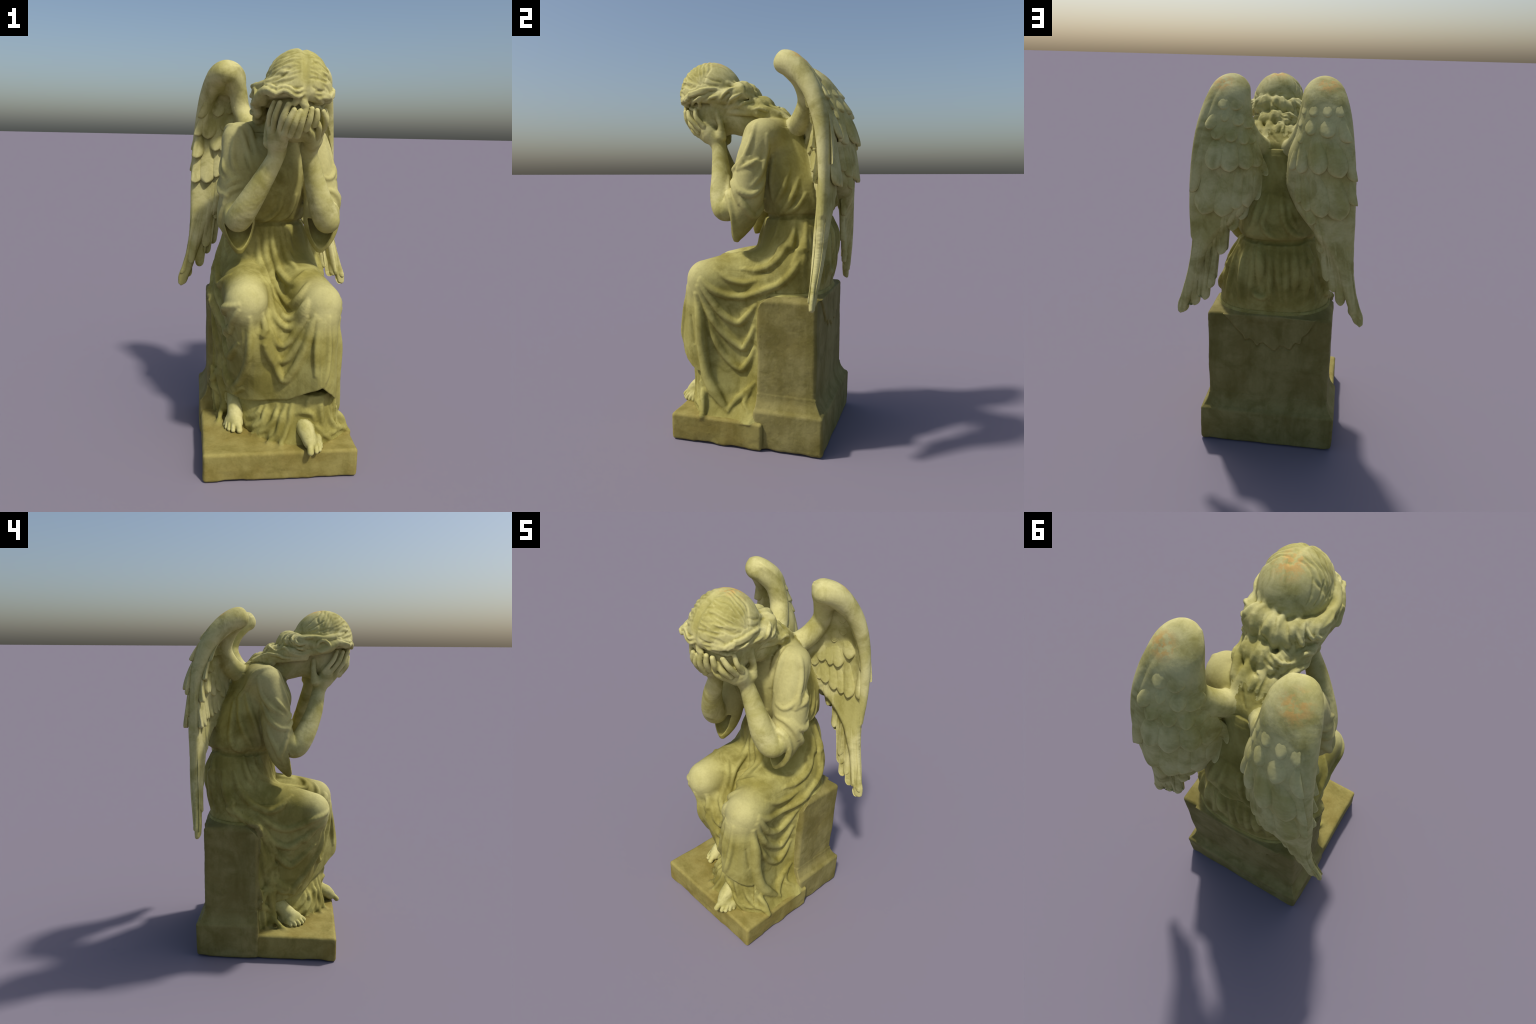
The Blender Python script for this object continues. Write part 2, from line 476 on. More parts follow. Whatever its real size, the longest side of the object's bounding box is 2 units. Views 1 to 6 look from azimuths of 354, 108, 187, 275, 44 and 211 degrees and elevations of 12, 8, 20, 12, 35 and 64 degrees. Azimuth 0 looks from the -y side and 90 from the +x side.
def cloth_folds(F):
    """ridges and furrows of the drapery; each is a spine laid on the cloth"""
    # skirt front folds
    ridge(F, [(-0.002, 0.013, 1.169), (0.002, -0.001, 1.065), (0.031, -0.019, 0.962), (0.055, -0.136, 0.933), (0.075, -0.200, 0.926), (0.106, -0.211, 0.952), (0.145, -0.167, 0.982)], 0.016)
    ridge(F, [(-0.038, 0.014, 1.159), (-0.038, -0.001, 1.046), (-0.009, -0.024, 0.934), (0.033, -0.143, 0.858), (0.064, -0.231, 0.829), (0.099, -0.284, 0.889), (0.141, -0.263, 0.947)], 0.015)
    ridge(F, [(-0.078, 0.014, 1.120), (-0.068, -0.023, 0.992), (-0.042, -0.134, 0.924), (-0.011, -0.195, 0.827), (0.036, -0.254, 0.774), (0.084, -0.288, 0.790), (0.110, -0.327, 0.852), (0.121, -0.330, 0.884)], 0.015)
    ridge(F, [(-0.082, -0.151, 0.966), (-0.040, -0.199, 0.866), (-0.016, -0.254, 0.780), (0.039, -0.276, 0.731), (0.087, -0.300, 0.758), (0.114, -0.333, 0.827), (0.128, -0.342, 0.874)], 0.016)
    ridge(F, [(-0.072, -0.294, 0.785), (-0.044, -0.290, 0.719), (-0.016, -0.293, 0.668), (0.018, -0.290, 0.647), (0.052, -0.296, 0.672), (0.099, -0.315, 0.743), (0.122, -0.341, 0.807)], 0.015)
    ridge(F, [(-0.075, -0.295, 0.776), (-0.046, -0.299, 0.666), (-0.012, -0.289, 0.591), (0.023, -0.292, 0.569), (0.060, -0.307, 0.603), (0.106, -0.333, 0.694), (0.134, -0.351, 0.782)], 0.015)
    ridge(F, [(-0.081, -0.309, 0.808), (-0.056, -0.299, 0.694), (-0.015, -0.287, 0.557), (0.029, -0.298, 0.474), (0.071, -0.322, 0.527), (0.114, -0.348, 0.635), (0.143, -0.356, 0.748), (0.157, -0.369, 0.815)], 0.018)
    ridge(F, [(-0.146, -0.341, 0.802), (-0.140, -0.312, 0.682), (-0.146, -0.277, 0.565), (-0.168, -0.203, 0.442), (-0.201, -0.129, 0.368), (-0.234, -0.066, 0.381), (-0.258, 0.000, 0.463)], 0.015)
    ridge(F, [(-0.199, -0.341, 0.838), (-0.225, -0.229, 0.728), (-0.236, -0.117, 0.611)], 0.012)
    ridge(F, [(0.224, -0.376, 0.807), (0.223, -0.390, 0.668), (0.213, -0.408, 0.546), (0.199, -0.416, 0.487)], 0.012)
    ridge(F, [(0.172, -0.377, 0.800), (0.165, -0.386, 0.667), (0.162, -0.400, 0.535)], 0.010)
    ridge(F, [(0.043, 0.017, 1.168), (0.058, 0.005, 1.083), (0.087, -0.012, 1.008), (0.108, -0.117, 0.984)], 0.015)
    ridge(F, [(0.079, 0.024, 1.157), (0.088, 0.011, 1.082), (0.113, 0.006, 1.034)], 0.012)
    # skirt left folds
    ridge(F, [(0.301, -0.261, 0.865), (0.287, -0.190, 0.805), (0.268, -0.112, 0.777), (0.280, -0.006, 0.785), (0.305, 0.101, 0.829), (0.292, 0.186, 0.872), (0.263, 0.249, 0.956), (0.207, 0.274, 1.066)], 0.017)
    ridge(F, [(0.272, -0.186, 0.913), (0.276, -0.108, 0.865), (0.276, -0.024, 0.853), (0.289, 0.039, 0.871)], 0.012)
    ridge(F, [(0.260, -0.046, 0.922), (0.264, 0.031, 0.918), (0.271, 0.107, 0.943), (0.259, 0.160, 0.990), (0.229, 0.191, 1.058), (0.204, 0.209, 1.118)], 0.016)
    ridge(F, [(0.303, -0.269, 0.848), (0.282, -0.211, 0.758), (0.270, -0.147, 0.673), (0.260, -0.068, 0.635), (0.272, -0.009, 0.679), (0.299, 0.040, 0.742)], 0.017)
    ridge(F, [(0.302, -0.279, 0.823), (0.281, -0.226, 0.690), (0.269, -0.158, 0.584), (0.253, -0.052, 0.501), (0.264, -0.009, 0.537), (0.287, 0.029, 0.621)], 0.017)
    ridge(F, [(0.282, -0.235, 0.623), (0.274, -0.191, 0.532), (0.266, -0.135, 0.442), (0.258, -0.060, 0.384), (0.265, -0.010, 0.425), (0.278, 0.025, 0.503)], 0.016)
    ridge(F, [(0.293, -0.293, 0.779), (0.286, -0.273, 0.629), (0.288, -0.258, 0.463), (0.300, -0.228, 0.333), (0.310, -0.173, 0.241), (0.342, -0.100, 0.173)], 0.027)
    groove(F, [(0.279, -0.331, 0.657), (0.284, -0.319, 0.583), (0.288, -0.311, 0.509)], 0.010)
    ridge(F, [(0.294, 0.034, 0.327), (0.281, -0.027, 0.256), (0.300, -0.072, 0.215), (0.339, -0.101, 0.176)], 0.017)
    ridge(F, [(0.289, 0.006, 0.280), (0.308, -0.017, 0.217), (0.348, 0.014, 0.187)], 0.012)
    ridge(F, [(0.305, -0.271, 0.304), (0.340, -0.243, 0.236), (0.378, -0.223, 0.168)], 0.012)
    # skirt right folds
    ridge(F, [(-0.240, 0.266, 1.096), (-0.256, 0.253, 0.995), (-0.285, 0.213, 0.906), (-0.299, 0.153, 0.844), (-0.318, 0.079, 0.807), (-0.290, 0.025, 0.731), (-0.256, -0.014, 0.619), (-0.244, -0.022, 0.495), (-0.252, -0.028, 0.369), (-0.233, -0.030, 0.262)], 0.016)
    ridge(F, [(-0.245, 0.199, 1.099), (-0.265, 0.168, 1.000), (-0.274, 0.108, 0.925), (-0.276, 0.039, 0.886), (-0.265, -0.019, 0.877), (-0.256, -0.073, 0.906), (-0.225, -0.126, 0.956)], 0.017)
    ridge(F, [(-0.293, 0.059, 0.860), (-0.270, -0.013, 0.794), (-0.250, -0.097, 0.763), (-0.250, -0.174, 0.785), (-0.256, -0.260, 0.832), (-0.200, -0.341, 0.867)], 0.016)
    ridge(F, [(-0.310, 0.050, 0.798), (-0.261, -0.014, 0.699), (-0.240, -0.095, 0.653), (-0.235, -0.168, 0.679), (-0.219, -0.256, 0.739)], 0.016)
    ridge(F, [(-0.275, 0.008, 0.703), (-0.239, -0.058, 0.594), (-0.225, -0.126, 0.533), (-0.211, -0.185, 0.576), (-0.191, -0.266, 0.651)], 0.017)
    ridge(F, [(-0.242, -0.026, 0.494), (-0.234, -0.064, 0.420), (-0.195, -0.136, 0.360), (-0.160, -0.189, 0.384)], 0.017)
    ridge(F, [(-0.259, -0.010, 0.627), (-0.247, -0.022, 0.536), (-0.236, -0.049, 0.464)], 0.012)
    ridge(F, [(-0.314, 0.057, 0.753), (-0.293, 0.036, 0.639), (-0.277, 0.021, 0.523), (-0.258, 0.003, 0.423)], 0.015)
    ridge(F, [(-0.281, 0.018, 0.666), (-0.257, -0.004, 0.531), (-0.254, -0.013, 0.402), (-0.240, -0.025, 0.249), (-0.246, -0.018, 0.168), (-0.280, 0.006, 0.147)], 0.015)
    ridge(F, [(-0.308, 0.055, 0.455), (-0.311, 0.047, 0.393), (-0.293, 0.033, 0.305), (-0.279, 0.022, 0.200), (-0.280, 0.006, 0.147)], 0.012)
    ridge(F, [(-0.258, 0.002, 0.415), (-0.287, 0.019, 0.367), (-0.307, 0.047, 0.319), (-0.274, 0.015, 0.280), (-0.238, -0.029, 0.239)], 0.011)
    # under pleats folds
    ridge(F, [(-0.044, -0.232, 0.299), (-0.053, -0.245, 0.267), (-0.064, -0.250, 0.232), (-0.100, -0.228, 0.193), (-0.136, -0.173, 0.165)], 0.010)
    ridge(F, [(0.010, -0.268, 0.319), (-0.000, -0.279, 0.283), (-0.016, -0.286, 0.243), (-0.047, -0.276, 0.203), (-0.111, -0.252, 0.154)], 0.011)
    ridge(F, [(0.047, -0.292, 0.333), (0.034, -0.297, 0.291), (0.019, -0.308, 0.247), (0.005, -0.317, 0.197), (-0.046, -0.324, 0.155)], 0.011)
    ridge(F, [(0.075, -0.306, 0.349), (0.068, -0.310, 0.304), (0.063, -0.316, 0.263), (0.040, -0.331, 0.204), (0.020, -0.348, 0.169)], 0.010)
    ridge(F, [(0.162, -0.326, 0.400), (0.149, -0.335, 0.375), (0.141, -0.334, 0.341)], 0.010)
    ridge(F, [(0.099, -0.323, 0.302), (0.131, -0.332, 0.316), (0.162, -0.338, 0.312), (0.182, -0.338, 0.277)], 0.011)
    ridge(F, [(0.218, -0.295, 0.400), (0.210, -0.334, 0.355), (0.218, -0.328, 0.284), (0.235, -0.323, 0.219), (0.278, -0.304, 0.185), (0.334, -0.261, 0.187)], 0.011)
    ridge(F, [(0.251, -0.308, 0.330), (0.266, -0.298, 0.266), (0.302, -0.280, 0.209), (0.365, -0.249, 0.172)], 0.011)
    ridge(F, [(0.187, -0.337, 0.249), (0.212, -0.333, 0.218), (0.259, -0.320, 0.167), (0.272, -0.321, 0.146)], 0.010)
    ridge(F, [(-0.068, -0.218, 0.292), (-0.080, -0.218, 0.264), (-0.104, -0.197, 0.233), (-0.130, -0.172, 0.214)], 0.010)
    # back pleats folds
    ridge(F, [(0.056, 0.345, 1.177), (0.050, 0.369, 1.112), (0.050, 0.374, 1.038), (0.053, 0.375, 0.977)], 0.020)
    ridge(F, [(-0.121, 0.351, 1.169), (-0.129, 0.367, 1.086), (-0.132, 0.365, 0.995), (-0.127, 0.366, 0.918)], 0.020)
    ridge(F, [(-0.041, 0.359, 1.166), (-0.042, 0.375, 1.068), (-0.052, 0.376, 0.970), (-0.068, 0.371, 0.869)], 0.013)
    ridge(F, [(0.129, 0.338, 1.148), (0.148, 0.351, 1.045), (0.158, 0.356, 0.938), (0.146, 0.358, 0.845)], 0.013)
    ridge(F, [(0.174, 0.292, 1.137), (0.202, 0.300, 1.038), (0.222, 0.314, 0.947), (0.239, 0.308, 0.848)], 0.013)
    ridge(F, [(-0.189, 0.323, 1.164), (-0.208, 0.328, 1.063), (-0.218, 0.317, 0.959), (-0.236, 0.306, 0.861)], 0.013)
    ridge(F, [(-0.261, 0.229, 1.014), (-0.284, 0.216, 0.907), (-0.298, 0.191, 0.832)], 0.013)
    ridge(F, [(0.093, 0.370, 0.949), (0.070, 0.373, 0.906), (0.026, 0.376, 0.895), (-0.002, 0.378, 0.937)], 0.011)
    ridge(F, [(0.084, 0.348, 1.169), (0.087, 0.369, 1.056), (0.100, 0.369, 0.940), (0.115, 0.365, 0.851)], 0.013)
    ridge(F, [(0.005, 0.357, 1.170), (-0.003, 0.375, 1.065), (-0.002, 0.378, 0.952), (-0.011, 0.373, 0.857)], 0.013)
    ridge(F, [(-0.080, 0.357, 1.168), (-0.085, 0.373, 1.055), (-0.088, 0.372, 0.933), (-0.097, 0.367, 0.853)], 0.013)
    ridge(F, [(-0.161, 0.337, 1.175), (-0.174, 0.353, 1.069), (-0.178, 0.347, 0.945), (-0.181, 0.346, 0.867)], 0.013)
    ridge(F, [(0.209, 0.265, 1.071), (0.239, 0.266, 0.991), (0.260, 0.278, 0.906)], 0.013)
    # bodice folds
    ridge(F, [(0.018, 0.325, 1.428), (0.024, 0.353, 1.357), (0.037, 0.367, 1.296), (0.011, 0.375, 1.243), (-0.044, 0.366, 1.215)], 0.013)
    ridge(F, [(-0.047, 0.319, 1.437), (-0.056, 0.348, 1.368), (-0.077, 0.365, 1.296), (-0.120, 0.365, 1.248), (-0.167, 0.345, 1.231)], 0.014)
    ridge(F, [(0.061, 0.332, 1.406), (0.075, 0.351, 1.347), (0.090, 0.362, 1.284), (0.119, 0.355, 1.248)], 0.013)
    ridge(F, [(-0.089, 0.342, 1.375), (-0.106, 0.356, 1.316), (-0.139, 0.357, 1.269)], 0.011)
    ridge(F, [(-0.208, -0.000, 1.681), (-0.233, 0.061, 1.664), (-0.223, 0.118, 1.604), (-0.184, 0.165, 1.530), (-0.190, 0.186, 1.487)], 0.011)
    ridge(F, [(-0.200, 0.135, 1.532), (-0.218, 0.115, 1.455), (-0.207, 0.083, 1.354), (-0.167, 0.055, 1.245)], 0.012)
    ridge(F, [(-0.194, 0.175, 1.495), (-0.219, 0.169, 1.397), (-0.223, 0.139, 1.304), (-0.179, 0.099, 1.213)], 0.013)
    ridge(F, [(-0.177, 0.210, 1.486), (-0.209, 0.217, 1.381), (-0.227, 0.222, 1.296), (-0.235, 0.203, 1.235), (-0.196, 0.149, 1.204)], 0.014)
    ridge(F, [(0.193, 0.105, 1.498), (0.194, 0.096, 1.381), (0.176, 0.097, 1.272)], 0.012)
    ridge(F, [(0.185, 0.187, 1.432), (0.199, 0.160, 1.337), (0.179, 0.111, 1.261)], 0.013)
    ridge(F, [(0.181, 0.232, 1.381), (0.193, 0.208, 1.300), (0.187, 0.164, 1.232), (0.153, 0.123, 1.196)], 0.013)
    ridge(F, [(0.176, 0.269, 1.307), (0.187, 0.234, 1.248), (0.178, 0.170, 1.209)], 0.011)
    ridge(F, [(-0.177, -0.038, 1.663), (-0.151, -0.066, 1.577), (-0.129, -0.097, 1.506), (-0.118, -0.097, 1.459)], 0.011)
    ridge(F, [(-0.146, 0.012, 1.688), (-0.116, -0.048, 1.604), (-0.099, -0.097, 1.546)], 0.011)
    ridge(F, [(0.161, 0.030, 1.686), (0.175, -0.031, 1.647), (0.177, -0.058, 1.571), (0.173, -0.073, 1.487)], 0.011)
    ridge(F, [(0.133, 0.018, 1.695), (0.131, -0.026, 1.630), (0.128, -0.044, 1.556), (0.130, -0.057, 1.489)], 0.010)
    ridge(F, [(0.034, -0.077, 1.371), (0.025, -0.038, 1.283), (-0.012, -0.006, 1.229), (-0.064, 0.034, 1.194)], 0.011)
    ridge(F, [(0.107, -0.047, 1.341), (0.081, -0.005, 1.251), (0.028, 0.019, 1.204)], 0.010)
    # sleeves folds
    ridge(F, [(0.302, -0.066, 1.374), (0.325, -0.031, 1.328), (0.316, 0.020, 1.306), (0.289, 0.053, 1.324), (0.238, 0.075, 1.381)], 0.013)
    ridge(F, [(0.322, -0.048, 1.317), (0.322, -0.009, 1.252), (0.274, 0.024, 1.195), (0.222, 0.046, 1.232), (0.153, 0.043, 1.282)], 0.013)
    ridge(F, [(0.196, -0.135, 1.392), (0.232, -0.127, 1.336), (0.309, -0.086, 1.257), (0.300, -0.073, 1.154), (0.232, -0.077, 1.060)], 0.010)
    ridge(F, [(0.301, -0.046, 1.432), (0.307, 0.018, 1.453), (0.271, 0.052, 1.482)], 0.010)
    ridge(F, [(-0.259, -0.099, 1.300), (-0.272, -0.072, 1.230), (-0.267, -0.058, 1.192)], 0.011)
    ridge(F, [(-0.261, -0.033, 1.511), (-0.251, -0.068, 1.468), (-0.223, -0.103, 1.423)], 0.010)
    ridge(F, [(-0.173, -0.114, 1.386), (-0.203, -0.116, 1.380), (-0.239, -0.105, 1.355), (-0.259, -0.097, 1.309)], 0.010)
    ridge(F, [(-0.173, -0.107, 1.425), (-0.206, -0.110, 1.419), (-0.246, -0.096, 1.391)], 0.009)
    ridge(F, [(0.221, -0.097, 1.376), (0.282, -0.085, 1.365), (0.318, -0.056, 1.320), (0.325, -0.037, 1.264)], 0.009)
    ridge(F, [(0.216, -0.092, 1.438), (0.263, -0.083, 1.430), (0.292, -0.043, 1.461), (0.289, 0.009, 1.491)], 0.010)
    ridge(F, [(0.244, 0.028, 1.656), (0.272, 0.014, 1.576), (0.287, -0.012, 1.504), (0.301, -0.046, 1.432)], 0.010)
    ridge(F, [(0.253, 0.092, 1.597), (0.238, 0.079, 1.505), (0.275, 0.068, 1.418), (0.311, 0.034, 1.353)], 0.010)
    ridge(F, [(-0.254, 0.067, 1.620), (-0.251, 0.045, 1.537), (-0.266, -0.006, 1.469), (-0.261, -0.069, 1.427)], 0.010)
    ridge(F, [(-0.240, 0.046, 1.494), (-0.267, 0.008, 1.413), (-0.274, -0.049, 1.358), (-0.242, -0.105, 1.347)], 0.010)
    ridge(F, [(-0.259, 0.015, 1.355), (-0.270, -0.015, 1.286), (-0.271, -0.051, 1.215), (-0.250, -0.087, 1.145)], 0.011)
    ridge(F, [(-0.205, -0.052, 1.623), (-0.216, -0.075, 1.543), (-0.206, -0.096, 1.478), (-0.166, -0.103, 1.432)], 0.010)
    # hips folds
    ridge(F, [(-0.193, 0.157, 1.184), (-0.218, 0.143, 1.126), (-0.227, 0.113, 1.054), (-0.219, 0.066, 1.008)], 0.013)
    ridge(F, [(-0.164, 0.108, 1.180), (-0.189, 0.091, 1.121), (-0.182, 0.054, 1.060), (-0.132, -0.003, 1.019)], 0.011)
    ridge(F, [(-0.136, 0.073, 1.179), (-0.152, 0.049, 1.122), (-0.120, 0.013, 1.054)], 0.011)
    ridge(F, [(-0.189, 0.321, 1.169), (-0.206, 0.330, 1.082), (-0.187, 0.342, 0.977), (-0.198, 0.337, 0.919)], 0.013)
    ridge(F, [(0.170, 0.214, 1.180), (0.214, 0.211, 1.094), (0.247, 0.167, 1.014), (0.266, 0.110, 0.954)], 0.013)
    ridge(F, [(0.157, 0.269, 1.180), (0.198, 0.276, 1.094), (0.231, 0.262, 1.015), (0.269, 0.234, 0.953)], 0.013)
    ridge(F, [(0.160, 0.133, 1.177), (0.193, 0.127, 1.112), (0.202, 0.098, 1.058)], 0.010)
    # hair folds
    groove(F, [(0.009, -0.437, 1.894), (-0.023, -0.427, 1.879), (-0.047, -0.415, 1.865), (-0.064, -0.404, 1.853)], 0.006, .007)
    groove(F, [(0.016, -0.453, 1.863), (-0.014, -0.442, 1.851), (-0.042, -0.424, 1.846), (-0.075, -0.392, 1.841)], 0.006, .007)
    groove(F, [(-0.049, -0.388, 1.898), (-0.070, -0.366, 1.887), (-0.088, -0.315, 1.873)], 0.006, .007)
    groove(F, [(0.038, -0.418, 1.940), (-0.005, -0.405, 1.930), (-0.039, -0.387, 1.916), (-0.071, -0.351, 1.898)], 0.006, .007)
    groove(F, [(0.042, -0.460, 1.828), (0.021, -0.458, 1.820), (0.001, -0.453, 1.823)], 0.006, .007)
    groove(F, [(0.033, -0.437, 1.912), (0.002, -0.430, 1.907), (-0.022, -0.421, 1.895)], 0.006, .007)
    groove(F, [(0.071, -0.452, 1.862), (0.110, -0.444, 1.862), (0.152, -0.414, 1.855)], 0.006, .007)
    groove(F, [(0.085, -0.458, 1.830), (0.121, -0.442, 1.812), (0.143, -0.426, 1.818)], 0.006, .007)
    groove(F, [(0.111, -0.432, 1.890), (0.140, -0.416, 1.878), (0.168, -0.394, 1.858)], 0.006, .007)
    groove(F, [(0.095, -0.413, 1.935), (0.129, -0.408, 1.914), (0.161, -0.382, 1.892)], 0.006, .007)
    ridge(F, [(0.052, -0.455, 1.801), (0.031, -0.454, 1.791), (0.010, -0.454, 1.793), (-0.011, -0.451, 1.807), (-0.036, -0.440, 1.813), (-0.061, -0.435, 1.800), (-0.084, -0.423, 1.810), (-0.102, -0.399, 1.819)], 0.009, .007)
    ridge(F, [(0.051, -0.456, 1.821), (0.029, -0.460, 1.810), (0.009, -0.457, 1.810), (-0.011, -0.448, 1.825), (-0.043, -0.434, 1.828), (-0.064, -0.430, 1.820), (-0.080, -0.386, 1.836), (-0.097, -0.371, 1.842)], 0.007, .007)
    groove(F, [(0.106, -0.408, 1.930), (0.141, -0.389, 1.917), (0.170, -0.361, 1.897), (0.186, -0.329, 1.880)], 0.006, .007)
    groove(F, [(0.132, -0.420, 1.891), (0.158, -0.397, 1.874), (0.178, -0.368, 1.862), (0.188, -0.341, 1.867)], 0.006, .007)
    groove(F, [(0.110, -0.444, 1.865), (0.145, -0.421, 1.856), (0.169, -0.392, 1.857)], 0.006, .007)
    groove(F, [(0.134, -0.433, 1.839), (0.160, -0.409, 1.827), (0.175, -0.387, 1.814)], 0.006, .007)
    groove(F, [(0.100, -0.452, 1.810), (0.124, -0.440, 1.812), (0.140, -0.425, 1.801)], 0.006, .007)
    groove(F, [(0.108, -0.382, 1.953), (0.152, -0.357, 1.935), (0.177, -0.314, 1.910)], 0.006, .007)
    ridge(F, [(0.101, -0.436, 1.778), (0.141, -0.419, 1.791), (0.165, -0.396, 1.790), (0.184, -0.370, 1.810), (0.196, -0.344, 1.810), (0.203, -0.313, 1.816), (0.201, -0.268, 1.827), (0.191, -0.224, 1.840)], 0.009, .007)
    ridge(F, [(0.092, -0.401, 1.749), (0.121, -0.377, 1.756), (0.143, -0.348, 1.743), (0.155, -0.314, 1.756), (0.195, -0.298, 1.786), (0.200, -0.250, 1.808)], 0.009, .007)
    ridge(F, [(0.113, -0.446, 1.810), (0.177, -0.381, 1.796), (0.193, -0.351, 1.816), (0.203, -0.296, 1.821), (0.199, -0.258, 1.836), (0.187, -0.213, 1.841), (0.183, -0.169, 1.834)], 0.009, .007)
    ridge(F, [(0.101, -0.449, 1.789), (0.140, -0.400, 1.773), (0.110, -0.384, 1.771), (0.188, -0.329, 1.786), (0.200, -0.291, 1.796), (0.202, -0.272, 1.808)], 0.009, .007)
    ridge(F, [(0.196, -0.179, 1.779), (0.200, -0.162, 1.807), (0.183, -0.134, 1.833), (0.162, -0.114, 1.848)], 0.009, .007)
    ridge(F, [(0.166, -0.152, 1.759), (0.186, -0.126, 1.788), (0.174, -0.096, 1.804), (0.164, -0.075, 1.817)], 0.009, .007)
    ridge(F, [(0.157, -0.099, 1.749), (0.157, -0.068, 1.767), (0.116, -0.033, 1.777), (0.123, 0.008, 1.774)], 0.009, .007)
    ridge(F, [(0.155, -0.058, 1.805), (0.111, -0.035, 1.787), (0.118, 0.006, 1.781)], 0.009, .007)
    ridge(F, [(0.152, -0.021, 1.734), (0.143, 0.014, 1.741), (0.136, 0.043, 1.730), (0.130, 0.061, 1.720)], 0.009, .007)
    ridge(F, [(0.186, -0.265, 1.777), (0.195, -0.239, 1.795), (0.198, -0.209, 1.802), (0.203, -0.189, 1.804)], 0.008, .007)
    groove(F, [(0.196, -0.343, 1.805), (0.198, -0.309, 1.795), (0.202, -0.282, 1.808)], 0.006, .007)
    groove(F, [(0.199, -0.174, 1.785), (0.196, -0.150, 1.813), (0.189, -0.125, 1.813), (0.186, -0.144, 1.779)], 0.006, .007)
    groove(F, [(0.143, -0.062, 1.851), (0.156, -0.054, 1.811), (0.123, -0.045, 1.792)], 0.006, .007)
    groove(F, [(0.181, -0.265, 1.903), (0.181, -0.222, 1.885), (0.166, -0.186, 1.876)], 0.006, .007)
    groove(F, [(0.193, -0.274, 1.873), (0.190, -0.229, 1.858), (0.177, -0.196, 1.856)], 0.006, .007)
    groove(F, [(0.158, -0.358, 1.921), (0.187, -0.320, 1.882), (0.197, -0.287, 1.863)], 0.006, .007)
    groove(F, [(0.161, -0.391, 1.880), (0.185, -0.354, 1.855), (0.195, -0.317, 1.855)], 0.006, .007)
    groove(F, [(-0.063, -0.288, 1.936), (-0.074, -0.242, 1.908), (-0.068, -0.203, 1.887)], 0.006, .007)
    groove(F, [(-0.078, -0.324, 1.894), (-0.086, -0.271, 1.884), (-0.082, -0.225, 1.873)], 0.006, .007)
    groove(F, [(-0.021, -0.428, 1.882), (-0.066, -0.401, 1.856), (-0.100, -0.367, 1.849)], 0.006, .007)
    groove(F, [(-0.064, -0.360, 1.909), (-0.081, -0.324, 1.884), (-0.089, -0.289, 1.873)], 0.006, .007)
    groove(F, [(-0.031, -0.252, 1.962), (-0.050, -0.210, 1.926), (-0.047, -0.181, 1.902)], 0.006, .007)
    groove(F, [(-0.037, -0.397, 1.910), (-0.075, -0.360, 1.877), (-0.089, -0.325, 1.866)], 0.006, .007)
    ridge(F, [(-0.137, -0.246, 1.851), (-0.136, -0.207, 1.844), (-0.133, -0.165, 1.841)], 0.009, .007)
    ridge(F, [(-0.142, -0.251, 1.793), (-0.137, -0.261, 1.817), (-0.136, -0.288, 1.829), (-0.131, -0.317, 1.810), (-0.141, -0.325, 1.783)], 0.008, .007)
    ridge(F, [(-0.139, -0.244, 1.782), (-0.143, -0.273, 1.765), (-0.144, -0.311, 1.776)], 0.008, .007)
    ridge(F, [(-0.121, -0.150, 1.851), (-0.122, -0.133, 1.827), (-0.135, -0.155, 1.806), (-0.143, -0.190, 1.813)], 0.009, .007)
    ridge(F, [(-0.085, -0.121, 1.862), (-0.107, -0.112, 1.830), (-0.124, -0.134, 1.806)], 0.009, .007)
    ridge(F, [(-0.064, -0.088, 1.859), (-0.089, -0.075, 1.830), (-0.095, -0.083, 1.806)], 0.009, .007)
    ridge(F, [(-0.117, -0.123, 1.795), (-0.128, -0.163, 1.785), (-0.131, -0.198, 1.775)], 0.009, .007)
    ridge(F, [(-0.101, -0.040, 1.777), (-0.114, -0.073, 1.785), (-0.134, -0.106, 1.760)], 0.009, .007)
    ridge(F, [(-0.094, 0.061, 1.748), (-0.107, 0.013, 1.751), (-0.119, -0.034, 1.746), (-0.120, -0.078, 1.732), (-0.119, -0.121, 1.732)], 0.009, .007)
    ridge(F, [(0.006, -0.010, 1.809), (-0.049, 0.017, 1.791), (-0.094, -0.022, 1.770)], 0.009, .007)
    groove(F, [(-0.068, -0.067, 1.827), (-0.080, -0.061, 1.802), (-0.100, -0.094, 1.799)], 0.006, .007)
    groove(F, [(-0.095, -0.104, 1.848), (-0.100, -0.094, 1.813), (-0.118, -0.120, 1.792), (-0.141, -0.184, 1.799)], 0.006, .007)
    groove(F, [(-0.135, -0.120, 1.764), (-0.131, -0.163, 1.757), (-0.135, -0.206, 1.765)], 0.006, .007)
    groove(F, [(0.074, -0.083, 1.878), (0.062, -0.033, 1.848), (0.027, -0.025, 1.824)], 0.007, .007)
    groove(F, [(-0.017, -0.100, 1.862), (-0.044, -0.058, 1.852), (-0.062, -0.057, 1.819)], 0.007, .007)
    groove(F, [(-0.079, -0.130, 1.868), (-0.096, -0.096, 1.844), (-0.111, -0.113, 1.817)], 0.007, .007)
    groove(F, [(0.022, -0.091, 1.882), (0.005, -0.045, 1.870), (-0.001, -0.025, 1.842)], 0.007, .007)
    groove(F, [(0.017, 0.016, 1.812), (-0.008, 0.036, 1.785), (-0.053, 0.031, 1.771)], 0.007, .007)
    groove(F, [(-0.040, -0.015, 1.805), (-0.071, -0.008, 1.786), (-0.085, -0.030, 1.780)], 0.007, .007)
    groove(F, [(0.031, 0.064, 1.752), (-0.014, 0.104, 1.752), (-0.004, 0.134, 1.721)], 0.007, .007)
